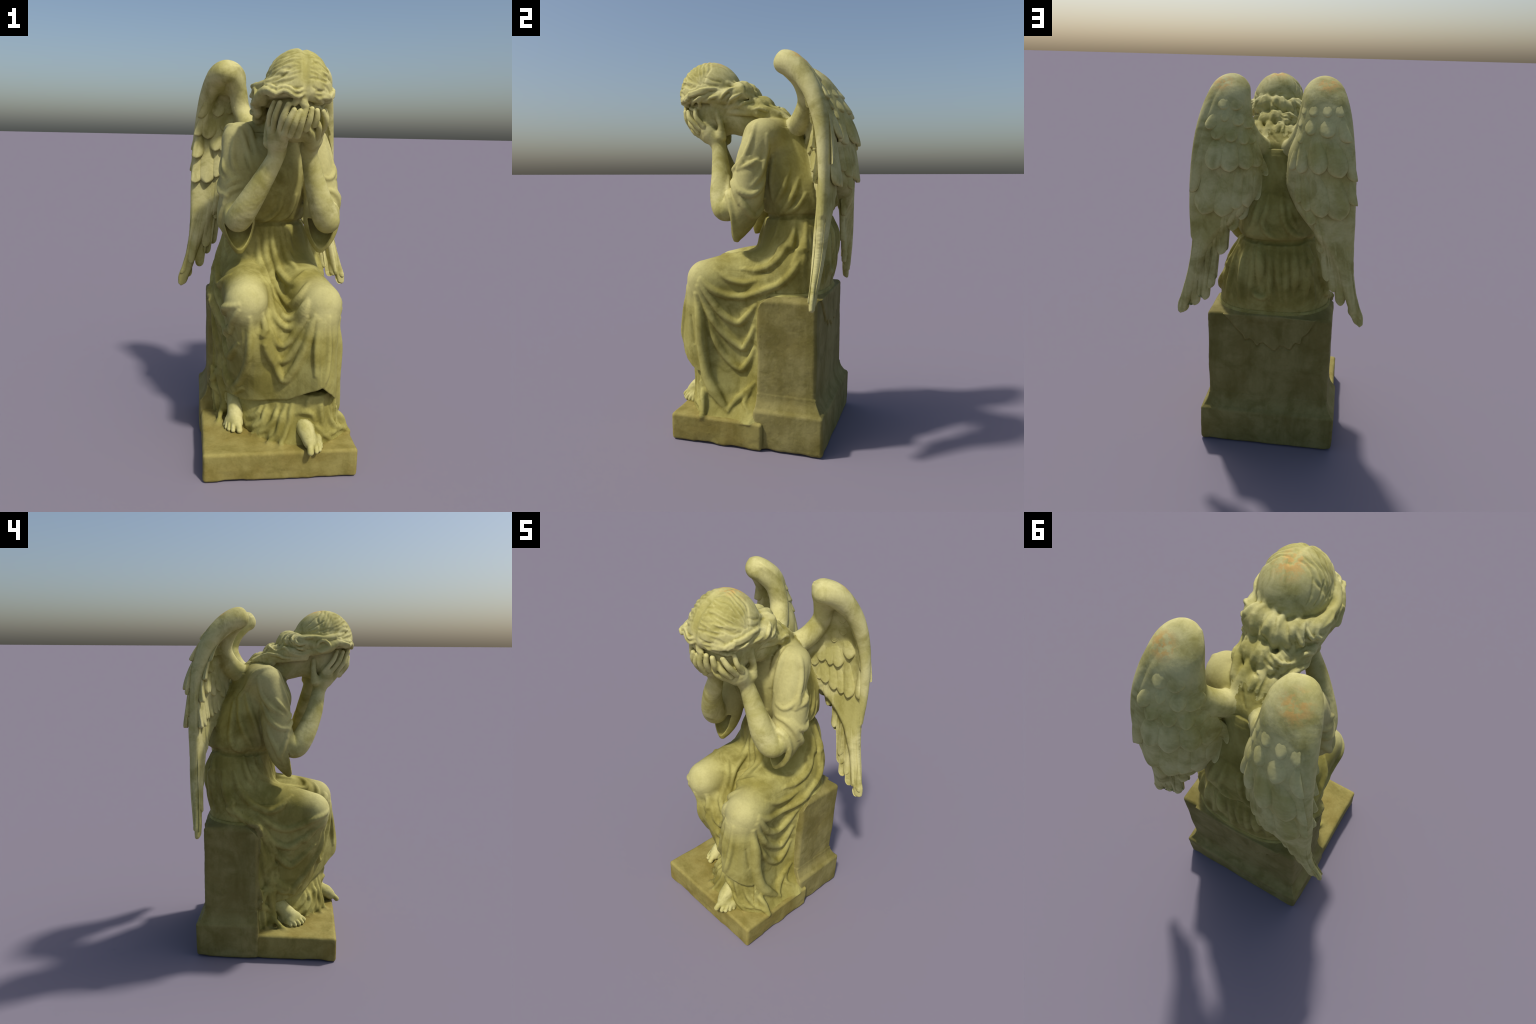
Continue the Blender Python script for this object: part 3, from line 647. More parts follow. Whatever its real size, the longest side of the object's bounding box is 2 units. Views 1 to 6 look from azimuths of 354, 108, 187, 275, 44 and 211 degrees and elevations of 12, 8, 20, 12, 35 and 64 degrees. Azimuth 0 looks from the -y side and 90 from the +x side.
    groove(F, [(-0.029, 0.061, 1.751), (-0.033, 0.113, 1.736), (-0.034, 0.152, 1.703)], 0.007, .007)
    groove(F, [(0.049, 0.127, 1.725), (0.024, 0.159, 1.699), (-0.006, 0.188, 1.675)], 0.007, .007)

# ------------------------------------------------------------------ the figure
def build_field(h=H, folds=True):
    F = Field((-.54, -.53, -.012), (.54, .53, 2.03), h)
    L = LAB

    # ---- pedestal: seat block on a plinth, and the foot slab in front
    def worn(seed, amp, fr=14.0):
        def fn(X, Y, Z):
            return (amp * (np.sin(X * fr + seed) * np.sin(Y * fr * 1.3 + 2 * seed) + np.sin(Z * fr * 1.7 + seed * 3) * np.cos((X - Y) * fr * .8))).astype(f32)
        return fn
    rbox(F, (-.376, .046, .0), (.374, .414, .212), .018, .0, L['pedestal'], worn(1, .0012))
    rbox(F, (-.334, .055, .05), (.332, .368, .785), .020, .012, L['pedestal'], worn(2, .0015))
    sl = F.box((-.40, .0, .17), (.40, .44, .30), 0)           # sloping moulding between plinth and block
    X, Y, Z = F.xyz(sl)
    t = np.clip((Z - .204) / .080, 0, 1)
    out = .034 * (1 - t)**1.7
    d = np.maximum(np.maximum(np.abs(X + .001) - .332 - out, np.abs(Y - .2115) - .1565 - out * np.where(Y > .2, 1.1, .1)), np.maximum(Z - .284, .15 - Z))
    F.add(sl, d.astype(f32), .010, L['pedestal'])
    sl = F.box((-.40, .0, .60), (.40, .15, .83), 0)           # rounded front edge of the seat
    X, Y, Z = F.xyz(sl)
    yy, zz = Y - .135, Z - .705
    dd = np.where((yy < 0) & (zz > 0), np.sqrt(yy**2 + zz**2) - .080, -.05)
    F.d[sl] = np.maximum(F.d[sl], (dd + 0 * X).astype(f32))
    rbox(F, (-.364, -.406, .0), (.390, .10, .147), .016, .0, L['slab'], worn(4, .0013))

    # hanging cloth with a scalloped edge, carved flat on the back of the block
    cloth = np.array([(.262, .834), (.244, .775), (.210, .742), (.181, .703), (.143, .665), (.128, .634), (.094, .641), (.060, .602), (.030, .626), (-.034, .580), (-.071, .615), (-.120, .594), (-.145, .634), (-.178, .633), (-.187, .675), (-.212, .698), (-.246, .757), (-.265, .807), (-.285, .832)])
    sl = F.box((-.30, .33, .56), (.30, .40, .80), .0)
    X, Y, Z = F.xyz(sl)
    edge2 = poly_dist(X[:, 0, :], Z[:, 0, :], spline(cloth, 90))[:, None, :]
    d = np.maximum(np.maximum(edge2, np.abs(Y - .355) - .0215), Z - .782)
    F.add(sl, d.astype(f32), .004, L['pedestal'])
    groove(F, [(x, .374, z - .004) for x, z in cloth[1:-1]], .0075, .006, L['pedestal'], lift=.3, ends=.8)

    # ---- under-skirt and over-skirt
    under = {
        .40: [(-.30, .12), (-.26, -.02), (-.20, -.08), (-.13, -.14), (.00, -.24), (.10, -.31), (.20, -.34), (.28, -.25), (.22, -.08), (.24, .12)],
        .25: [(-.30, .12), (-.26, .00), (-.20, -.06), (-.13, -.165), (-.02, -.265), (.07, -.32), (.20, -.335), (.30, -.25), (.255, -.08), (.27, .12)],
        .135: [(-.30, .12), (-.26, .00), (-.20, -.06), (-.13, -.19), (-.04, -.30), (.05, -.35), (.22, -.345), (.362, -.24), (.376, -.10), (.335, .10)],
    }
    loft(F, list(under), list(under.values()), .006, .0, L['underskirt'])
    over = {
        .88: [(-.25, .12), (-.23, -.06), (-.215, -.20), (-.16, -.275), (.02, -.08), (.12, -.24), (.20, -.305), (.25, -.23), (.25, -.06), (.25, .12)],
        .78: [(-.29, .12), (-.255, -.04), (-.236, -.21), (-.16, -.318), (.02, -.245), (.13, -.335), (.20, -.382), (.280, -.30), (.262, -.06), (.275, .12)],
        .66: [(-.29, .12), (-.245, -.04), (-.230, -.18), (-.15, -.308), (.03, -.290), (.13, -.358), (.20, -.400), (.284, -.315), (.260, -.06), (.268, .12)],
        .50: [(-.29, .12), (-.24, -.03), (-.220, -.13), (-.14, -.255), (.02, -.293), (.13, -.372), (.20, -.416), (.288, -.315), (.252, -.06), (.260, .12)],
        .26: [(-.28, .12), (-.25, -.01), (-.22, -.085), (-.13, -.190), (.00, -.260), (.12, -.358), (.20, -.412), (.312, -.26), (.275, -.06), (.275, .12)],
        .135: [(-.28, .12), (-.25, -.01), (-.22, -.09), (-.13, -.20), (.00, -.270), (.12, -.330), (.22, -.33), (.362, -.24), (.376, -.10), (.335, .10)],
    }
    hx = np.array([-.30, -.24, -.15, -.05, .05, .12, .196, .25, .304, .33])
    hz = np.array([.28, .30, .31, .335, .365, .42, .475, .42, .346, .27])
    loft(F, list(over), list(over.values()), .010, .012, L['skirt'], hem=lambda X, Y: np.where((X > .15) & (Y > -.275 + .6 * (.30 - X)), .12, np.interp(X, hx, hz)).astype(f32))
    # pointed hem flares spreading over the slab
    for top, tip in (((-.060, -.215, .27), (-.105, -.235, .150)), ((-.035, -.250, .27), (-.078, -.268, .150)), ((.0, -.270, .27), (-.030, -.318, .150)), ((.035, -.295, .27), (.020, -.350, .150)),
                     ((.325, -.240, .25), (.385, -.232, .152)), ((-.25, -.02, .22), (-.277, -.100, .150))):
        tube(F, [(*top, .006), (.55 * top[0] + .45 * tip[0], .6 * top[1] + .4 * tip[1], .19, .013), (*tip, .008)], .034, L['underskirt'])
    # thighs and knees under the cloth
    tube(F, [(-.12, .20, .89, .14), (-.142, -.09, .879, .116), (-.155, -.248, .854, .104)], .05, L['skirt'])
    tube(F, [(.13, .20, .89, .14), (.152, -.10, .876, .118), (.198, -.270, .845, .105)], .05, L['skirt'])
    # hips and seat
    hips = {
        1.22: [(-.215, .22), (-.13, .07), (0, .02), (.12, .07), (.165, .20), (.12, .31), (0, .345), (-.16, .325)],
        1.08: [(-.25, .20), (-.16, .04), (0, .0), (.15, .04), (.22, .19), (.16, .34), (0, .375), (-.19, .345)],
        .92: [(-.285, .18), (-.20, .02), (0, -.01), (.20, .02), (.280, .18), (.19, .335), (0, .378), (-.19, .335)],
        .77: [(-.31, .18), (-.25, .0), (0, -.05), (.25, .0), (.300, .18), (.215, .325), (0, .362), (-.215, .325)],
    }
    loft(F, list(hips), list(hips.values()), .01, .05, L['skirt'])

    # ---- torso
    torso = {
        1.62: [(-.16, .08), (-.10, -.045), (0, -.07), (.10, -.035), (.15, .08), (.10, .20), (0, .235), (-.10, .20)],
        1.50: [(-.215, .10), (-.14, -.09), (0, -.11), (.12, -.07), (.19, .10), (.12, .255), (0, .29), (-.13, .255)],
        1.35: [(-.225, .14), (-.12, -.04), (0, -.07), (.12, -.04), (.20, .14), (.14, .32), (0, .355), (-.16, .32)],
        1.235: [(-.235, .20), (-.14, .03), (0, -.01), (.12, .03), (.19, .18), (.14, .34), (0, .375), (-.17, .345)],
        1.195: [(-.205, .20), (-.12, .05), (0, .02), (.12, .05), (.175, .19), (.125, .325), (0, .355), (-.125, .325)],
    }
    loft(F, list(torso), list(torso.values()), .02, .006, L['bodice'])
    tube(F, [(-.165, .06, 1.605, .082), (0, .09, 1.63, .085), (.165, .07, 1.60, .082)], .05, L['bodice'])
    tube(F, [(0, .13, 1.60, .09), (.02, .03, 1.66, .085)], .05, L['bodice'])

    ring = [(.195 * math.cos(t) - .015, .185 + .168 * math.sin(t), 1.188) for t in np.linspace(0, 2 * math.pi, 17)]
    groove(F, ring, .012, .010, L['skirt'], lift=.1, ends=1.0)

    # ---- neck, face and skull
    tube(F, [(.015, .03, 1.66, .080), (.04, -.12, 1.700, .088), (.05, -.2, 1.74, .10)], .02, L['neck'])
    ellipsoid(F, (.05, -.270, 1.735), (.112, .142, .135), .03, L['head'])

    # ---- sleeves (open bells) and arms
    def bell(sx, cx, cy, lab):
        """hanging bell of a sleeve, open to the front"""
        sec = [(1.47, .00, .048, .060, .062), (1.40, .00, .032, .078, .080), (1.30, .004, .015, .088, .088), (1.22, .007, .0, .087, .080), (1.15, .010, -.015, .070, .064), (1.095, .012, -.035, .044, .036), (1.060, .014, -.050, .016, .012)]
        loft(F, [q[0] for q in sec], [oval(cx - sx * q[1], cy + q[2], q[3], q[4]) for q in sec], .004, .02, L[lab])
        hol = [q for q in sec if q[0] < 1.25]
        loft(F, [q[0] + .012 for q in hol], [oval(cx - sx * q[1], cy + q[2] - .036, max(q[3] - .014, .004), max(q[4] - .006, .004)) for q in hol], .004, .006, L[lab], cut=True)
    tube(F, [(-.174, .028, 1.606, .087), (-.186, -.012, 1.50, .079), (-.191, -.032, 1.40, .080)], .02, L['sleeve'])
    bell(-1, -.193, -.060, 'sleeve')
    tube(F, [(-.195, -.02, 1.36, .060), (-.194, -.125, 1.238, .062), (-.166, -.182, 1.282, .062), (-.092, -.244, 1.42, .049), (-.030, -.272, 1.545, .038), (-.028, -.288, 1.60, .040)], .01, L['arm'])
    tube(F, [(.179, .042, 1.600, .087), (.207, .002, 1.50, .080), (.224, -.016, 1.40, .082)], .02, L['sleeve_b'])
    bell(1, .243, -.037, 'sleeve_b')
    tube(F, [(.222, .0, 1.36, .060), (.250, -.122, 1.230, .062), (.216, -.168, 1.285, .062), (.170, -.190, 1.415, .050), (.131, -.216, 1.55, .038), (.127, -.228, 1.60, .040)], .01, L['arm_b'])

    # ---- hands over the face: palm slab, knuckles, fingers, thumb
    tube(F, [(-.032, -.280, 1.575, .040), (-.040, -.305, 1.62, .040), (-.045, -.315, 1.655, .035)], .015, L['hand'])
    tube(F, [(-.020, -.320, 1.60, .030), (-.014, -.365, 1.645, .026)], .02, L['hand'])
    tube(F, [(-.060, -.250, 1.60, .030), (-.068, -.240, 1.64, .018), (-.066, -.237, 1.68, .015), (-.060, -.235, 1.718, .011)], .012, L['hand'])
    tube(F, [(.125, -.230, 1.575, .040), (.140, -.265, 1.62, .040), (.140, -.290, 1.655, .035)], .015, L['hand_b'])
    tube(F, [(.125, -.285, 1.60, .030), (.100, -.350, 1.64, .028)], .02, L['hand_b'])
    tube(F, [(.145, -.20, 1.60, .030), (.150, -.195, 1.65, .018), (.152, -.205, 1.69, .015), (.154, -.218, 1.735, .011)], .012, L['hand_b'])
    FINGERS = [  # knuckle, mid joint bulge outward, tip
        ((-.068, -.297, 1.655), (-.075, -.345, 1.715), (-.060, -.368, 1.768), .0105, 0),
        ((-.055, -.328, 1.645), (-.056, -.378, 1.708), (-.040, -.402, 1.765), .0115, 0),
        ((-.033, -.352, 1.635), (-.027, -.405, 1.700), (-.007, -.428, 1.758), .0125, 0),
        ((-.013, -.385, 1.640), (-.002, -.426, 1.695), (.015, -.437, 1.736), .0120, 0),
        ((.010, -.388, 1.632), (.022, -.430, 1.685), (.041, -.436, 1.732), .0115, 0),
        ((.040, -.392, 1.632), (.052, -.430, 1.695), (.068, -.434, 1.752), .0120, 0),
        ((.172, -.285, 1.655), (.180, -.322, 1.700), (.170, -.332, 1.742), .0105, 1),
        ((.160, -.310, 1.645), (.168, -.362, 1.695), (.150, -.382, 1.735), .0115, 1),
        ((.140, -.328, 1.630), (.136, -.372, 1.668), (.119, -.386, 1.700), .0120, 1),
        ((.112, -.340, 1.615), (.104, -.376, 1.642), (.092, -.384, 1.668), .0115, 1),
        ((.075, -.395, 1.660), (.085, -.420, 1.700), (.092, -.426, 1.742), .0120, 1),
        ((.112, -.390, 1.680), (.118, -.404, 1.705), (.117, -.412, 1.736), .0125, 1),
    ]
    for i, (a, m, c, r, who) in enumerate(FINGERS):
        tube(F, [(*a, r * 1.25), (*m, r * 1.2), (*c, r * 1.0)], .005, L['finger'] + i, n=12)
    # nose bridge and brow peeping between the hands
    tube(F, [(.020, -.425, 1.765, .014), (.035, -.43, 1.79, .016)], .012, L['head'])
    tube(F, [(.055, -.435, 1.762, .016), (.058, -.435, 1.80, .016)], .012, L['head'])

    # ---- hair: parted skull cap, waved fringe, rolls running down the nape
    skull(F, (.052, -.288, 1.826), (.150, .174, .173), L['hair'])
    groove(F, [(.060, -.25, 2.0), (.064, -.323, 1.975), (.062, -.38, 1.93), (.060, -.418, 1.887), (.058, -.445, 1.84), (.058, -.455, 1.79)], .010, .016, L['hair'], lift=.45, ends=.6)
    hair = L['hair']
    for side in (-1, 1):                                   # combed strands, swept from the parting to the temples
        for i in range(9):
            t0 = 16 + 9.5 * i
            pts = []
            for f in np.linspace(9, 76, 7):
                th = math.radians(t0 + .42 * f * (.35 + i / 26) + 3.0 * math.sin(f * .16 + i * 1.7))
                ph = math.radians(f)
                pts.append((.056 + side * .150 * math.sin(ph), -.288 - .174 * math.cos(ph) * math.cos(th), 1.826 + .173 * math.cos(ph) * math.sin(th)))
            groove(F, pts, .0046, .008, hair, lift=.42, ends=.2)
    # nape mass
    tube(F, [(.045, -.17, 1.79, .085), (.045, -.09, 1.760, .070), (.035, .01, 1.715, .055), (.025, .09, 1.67, .050), (.012, .140, 1.635, .035)], .02, hair)
    rolls = [
        ([(-.118, -.25, 1.80, .030), (-.085, -.150, 1.808, .048), (-.02, -.098, 1.818, .056), (.05, -.085, 1.820, .058), (.12, -.105, 1.815, .052), (.170, -.175, 1.808, .036)]),
        ([(-.105, -.12, 1.765, .030), (-.070, -.03, 1.762, .040), (-.01, .002, 1.760, .045), (.05, .004, 1.760, .046), (.095, -.015, 1.757, .038), (.130, -.08, 1.76, .026)]),
        ([(-.085, .0, 1.725, .030), (-.045, .065, 1.715, .038), (.01, .085, 1.712, .040), (.06, .082, 1.712, .040), (.105, .05, 1.715, .032), (.125, .0, 1.725, .024)]),
    ]
    for j, r in enumerate(rolls):
        q = spline(np.array(r), 22)
        u = np.linspace(0, 1, 22)
        q[:, 3] *= .86 + .14 * np.abs(np.sin(u * (15 - 3 * j) + j))
        q[:, 2] += .007 * np.sin(u * 11 + 2 * j)
        q[:, 1] += .006 * np.sin(u * 17 + j)
        q[:, 2] -= (.0, .008, .010)[j]
        tube(F, q, .016, hair, n=44)
    for j, x in enumerate((-.080, -.036, .006, .050, .092, .134)):
        w = .010 * (-1)**j
        c = abs(x - .04)
        lock = [(x, -.135 - .3 * c, 1.872), (x + w, -.065 - .45 * c, 1.862), (x - .3 * w, -.030 - .4 * c, 1.810), (.045 + .86 * (x - .045) + w, .020 - .35 * c, 1.797), (.043 + .82 * (x - .045), .050 - .3 * c, 1.755), (.04 + .74 * (x - .045) - w, .095 - .3 * c, 1.748), (.035 + .62 * (x - .045), .128 - .25 * c, 1.70)]
        ridge(F, lock, .0100, .018, hair, lift=.0, ends=.5)
    for x0, x1 in ((-.030, -.022), (.015, .002), (.060, .050)):   # hanging ends
        tube(F, [(x0, .105, 1.70, .030), (.5 * (x0 + x1), .150, 1.665, .026), (x1, .170, 1.635, .012)], .012, hair)
    # fringe waves, left and right of the parting
    tube(F, [(.046, -.434, 1.800, .018), (.012, -.438, 1.802, .019), (-.033, -.422, 1.818, .018), (-.068, -.414, 1.803, .019), (-.100, -.370, 1.817, .018), (-.122, -.330, 1.792, .018), (-.128, -.29, 1.775, .018), (-.118, -.235, 1.765, .02)], .010, hair)
    tube(F, [(.070, -.434, 1.796, .018), (.104, -.416, 1.788, .020), (.146, -.386, 1.793, .019), (.168, -.355, 1.802, .018), (.180, -.318, 1.815, .020), (.176, -.265, 1.815, .022), (.176, -.19, 1.808, .022), (.160, -.12, 1.795, .022)], .010, hair)
    tube(F, [(-.02, -.415, 1.850, .014), (-.075, -.372, 1.850, .016), (-.105, -.325, 1.842, .018), (-.122, -.285, 1.838, .017), (-.120, -.23, 1.842, .019), (-.108, -.16, 1.838, .02)], .014, hair)
    ellipsoid(F, (-.100, -.285, 1.800), (.034, .075, .045), .012, hair)
    # curl at the temple
    tube(F, [(-.122 + .004, -.29 + .030 * math.cos(t), 1.802 + .026 * math.sin(t), .009) for t in np.linspace(-1.2, 4.6, 9)], .006, hair, n=28)
    # side strands down to the nape
    for s, sh in ((-1, 0), (1, .034)):
        tube(F, [(s * .118 + sh, -.235, 1.775, .020), (s * .112 + sh, -.17, 1.752, .020), (s * .108 + sh, -.10, 1.765, .022), (s * .10 + sh, -.03, 1.735, .020), (s * .090 + sh * .8, .04, 1.738, .018), (s * .075 + sh * .7, .10, 1.712, .016)], .010, hair)
        tube(F, [(s * .105 + sh, -.19, 1.735, .018), (s * .10 + sh, -.12, 1.730, .018), (s * .098 + sh, -.05, 1.722, .018), (s * .085 + sh * .9, .02, 1.722, .018), (s * .075 + sh * .8, .08, 1.705, .018), (s * .05 + sh * .7, .135, 1.69, .014)], .010, hair)

    # ---- feet
    def foot(heel, ankle, instep, inner, outer, toes, lab, k0):
        tube(F, [(ankle[0], ankle[1] + .07, ankle[2] + .07, .042), (*ankle, .042), (*instep, .038), (*inner, .026)], .004, L[lab])
        tube(F, [(*heel, .034), (*outer, .021)], .03, L[lab])
        tube(F, [(*inner, .026), (*outer, .020)], .025, L[lab])
        for i, (bx, by, bz, tx, ty, tz, r) in enumerate(toes):
            tube(F, [(bx, by, bz, r * 1.1), ((bx + tx) / 2, (by + ty) / 2, (bz + tz) / 2 + .007, r), (tx, ty, tz, r)], .004, L['toe'] + k0 + i, n=8)
    foot((-.175, -.08, .18), (-.188, -.09, .238), (-.193, -.135, .205), (-.186, -.172, .182), (-.222, -.135, .172),
         [(-.180, -.178, .180, -.175, -.214, .164, .0155), (-.203, -.178, .180, -.207, -.207, .162, .0120), (-.219, -.164, .176, -.226, -.189, .160, .0115), (-.230, -.148, .172, -.238, -.166, .158, .0110), (-.234, -.128, .168, -.244, -.140, .157, .0105)], 'foot', 0)
    foot((.145, -.28, .19), (.136, -.318, .236), (.145, -.365, .212), (.154, -.390, .184), (.190, -.355, .172),
         [(.152, -.400, .178, .148, -.434, .158, .0160), (.176, -.397, .175, .179, -.420, .154, .0120), (.191, -.384, .173, .197, -.405, .154, .0115), (.200, -.366, .171, .208, -.382, .155, .0110), (.204, -.346, .169, .214, -.358, .156, .0105)], 'foot_b', 5)

    # ---- wings
    for s, lab in ((-1, 'wing'), (1, 'wing_b')):
        wing_blade(F, s, L[lab])
        rim = [(.07, .17, 1.63, .055), (.115, .232, 1.685, .053), (.152, .268, 1.77, .048), (.170, .245, 1.86, .048), (.20, .195, 1.922, .050), (.235, .172, 1.940, .052), (.275, .222, 1.92, .052), (.308, .290, 1.855, .047), (.335, .343, 1.765, .041), (.358, .382, 1.64, .035), (.374, .40, 1.50, .030), (.384, .405, 1.36, .024), (.39, .405, 1.22, .016)]
        tube(F, [(s * x - (.006 if s > 0 else -.004 * 0 + .006) * np.clip((x - .2) / .1, 0, 1), y, z, r) for x, y, z, r in rim], .02, L[lab])
        ellipsoid(F, (s * .225, .238, 1.915), (.088, .110, .046), .03, L[lab], rot(-42))
    if folds:
        cloth_folds(F)
    return F
# ==== BLENDER
import bpy

def surface_nets(F):
    """quad mesh of the zero level of F (one vertex per crossed cell)"""
    d = F.d
    ins = d < 0
    n = np.array(d.shape)
    cnt = np.zeros(n - 1, np.uint8)
    for dx in (0, 1):
        for dy in (0, 1):
            for dz in (0, 1):
                cnt += ins[dx:n[0] - 1 + dx, dy:n[1] - 1 + dy, dz:n[2] - 1 + dz]
    act = (cnt > 0) & (cnt < 8)
    I = np.argwhere(act)
    idx = np.full(n - 1, -1, np.int32)
    idx[act] = np.arange(len(I), dtype=np.int32)
    acc = np.zeros((len(I), 3)); num = np.zeros(len(I))
    corners = [(a, b, c) for a in (0, 1) for b in (0, 1) for c in (0, 1)]
    val = {c: d[I[:, 0] + c[0], I[:, 1] + c[1], I[:, 2] + c[2]] for c in corners}
    for c in corners:
        for ax in range(3):
            if c[ax] == 0:
                e = list(c); e[ax] = 1; e = tuple(e)
                a, b = val[c], val[e]
                m = (a < 0) != (b < 0)
                t = np.where(m, a / np.where(m, a - b, 1), 0)
                p = np.zeros((len(I), 3)); p[:] = c; p[:, ax] = t
                acc[m] += p[m]; num[m] += 1
    V = (I + acc / num[:, None]) * F.h + F.lo
    lab = F.lab[I[:, 0], I[:, 1], I[:, 2]]
    for c in corners[1:]:
        l2 = F.lab[I[:, 0] + c[0], I[:, 1] + c[1], I[:, 2] + c[2]]
        lab = np.where(lab == 0, l2, lab)
    quads = []
    for ax in range(3):
        o = [0, 1, 2]; o.remove(ax); u, v = o
        if ax == 1:
            u, v = v, u
        sa = [slice(1, n[i] - 1) for i in range(3)]; sb = list(sa)
        sa[ax] = slice(0, n[ax] - 1); sb[ax] = slice(1, n[ax])
        A, B = ins[tuple(sa)], ins[tuple(sb)]
        E = np.argwhere(A != B)
        flip = A[tuple(E.T)]
        E = E + np.array([0 if i == ax else 1 for i in range(3)])
        def cell(du, dv):
            q = E.copy(); q[:, u] -= du; q[:, v] -= dv
            return idx[tuple(q.T)]
        Q = np.stack([cell(1, 1), cell(0, 1), cell(0, 0), cell(1, 0)], 1)
        Q[~flip] = Q[~flip][:, ::-1]
        quads.append(Q)
    return V, np.concatenate(quads), lab


def relax(V, Q, it=2, lam=.5):
    """light Laplacian smoothing over quad edges"""
    E = np.concatenate([Q[:, [0, 1]], Q[:, [1, 2]], Q[:, [2, 3]], Q[:, [3, 0]]])
    deg = np.bincount(E.ravel(), minlength=len(V))[:, None]
    for w in [lam, -lam * 1.03] * it:
        S = np.stack([np.bincount(E[:, 0], V[E[:, 1], i], len(V)) + np.bincount(E[:, 1], V[E[:, 0], i], len(V)) for i in range(3)], 1)
        V = V + w * (S / deg - V)
    return V


def normals(V, Q):
    n = np.cross(V[Q[:, 2]] - V[Q[:, 0]], V[Q[:, 3]] - V[Q[:, 1]])
    N = np.stack([sum(np.bincount(Q[:, j], n[:, i], len(V)) for j in range(4)) for i in range(3)], 1)
    return N / (np.linalg.norm(N, axis=1, keepdims=True) + 1e-12)


def mesh_from(name, V, Q, N=None, smooth=True):
    me = bpy.data.meshes.new(name)
    k = Q.shape[1]
    me.vertices.add(len(V)); me.vertices.foreach_set('co', np.asarray(V, f32).ravel())
    me.loops.add(Q.size); me.loops.foreach_set('vertex_index', Q.astype(np.int32).ravel())
    me.polygons.add(len(Q)); me.polygons.foreach_set('loop_start', np.arange(0, Q.size, k, dtype=np.int32))
    me.polygons.foreach_set('loop_total', np.full(len(Q), k, np.int32))
    me.update(calc_edges=True)
    me.polygons.foreach_set('use_smooth', np.full(len(Q), smooth))
    if N is not None:
        me.normals_split_custom_set_from_vertices(N.astype(f32))
    return me


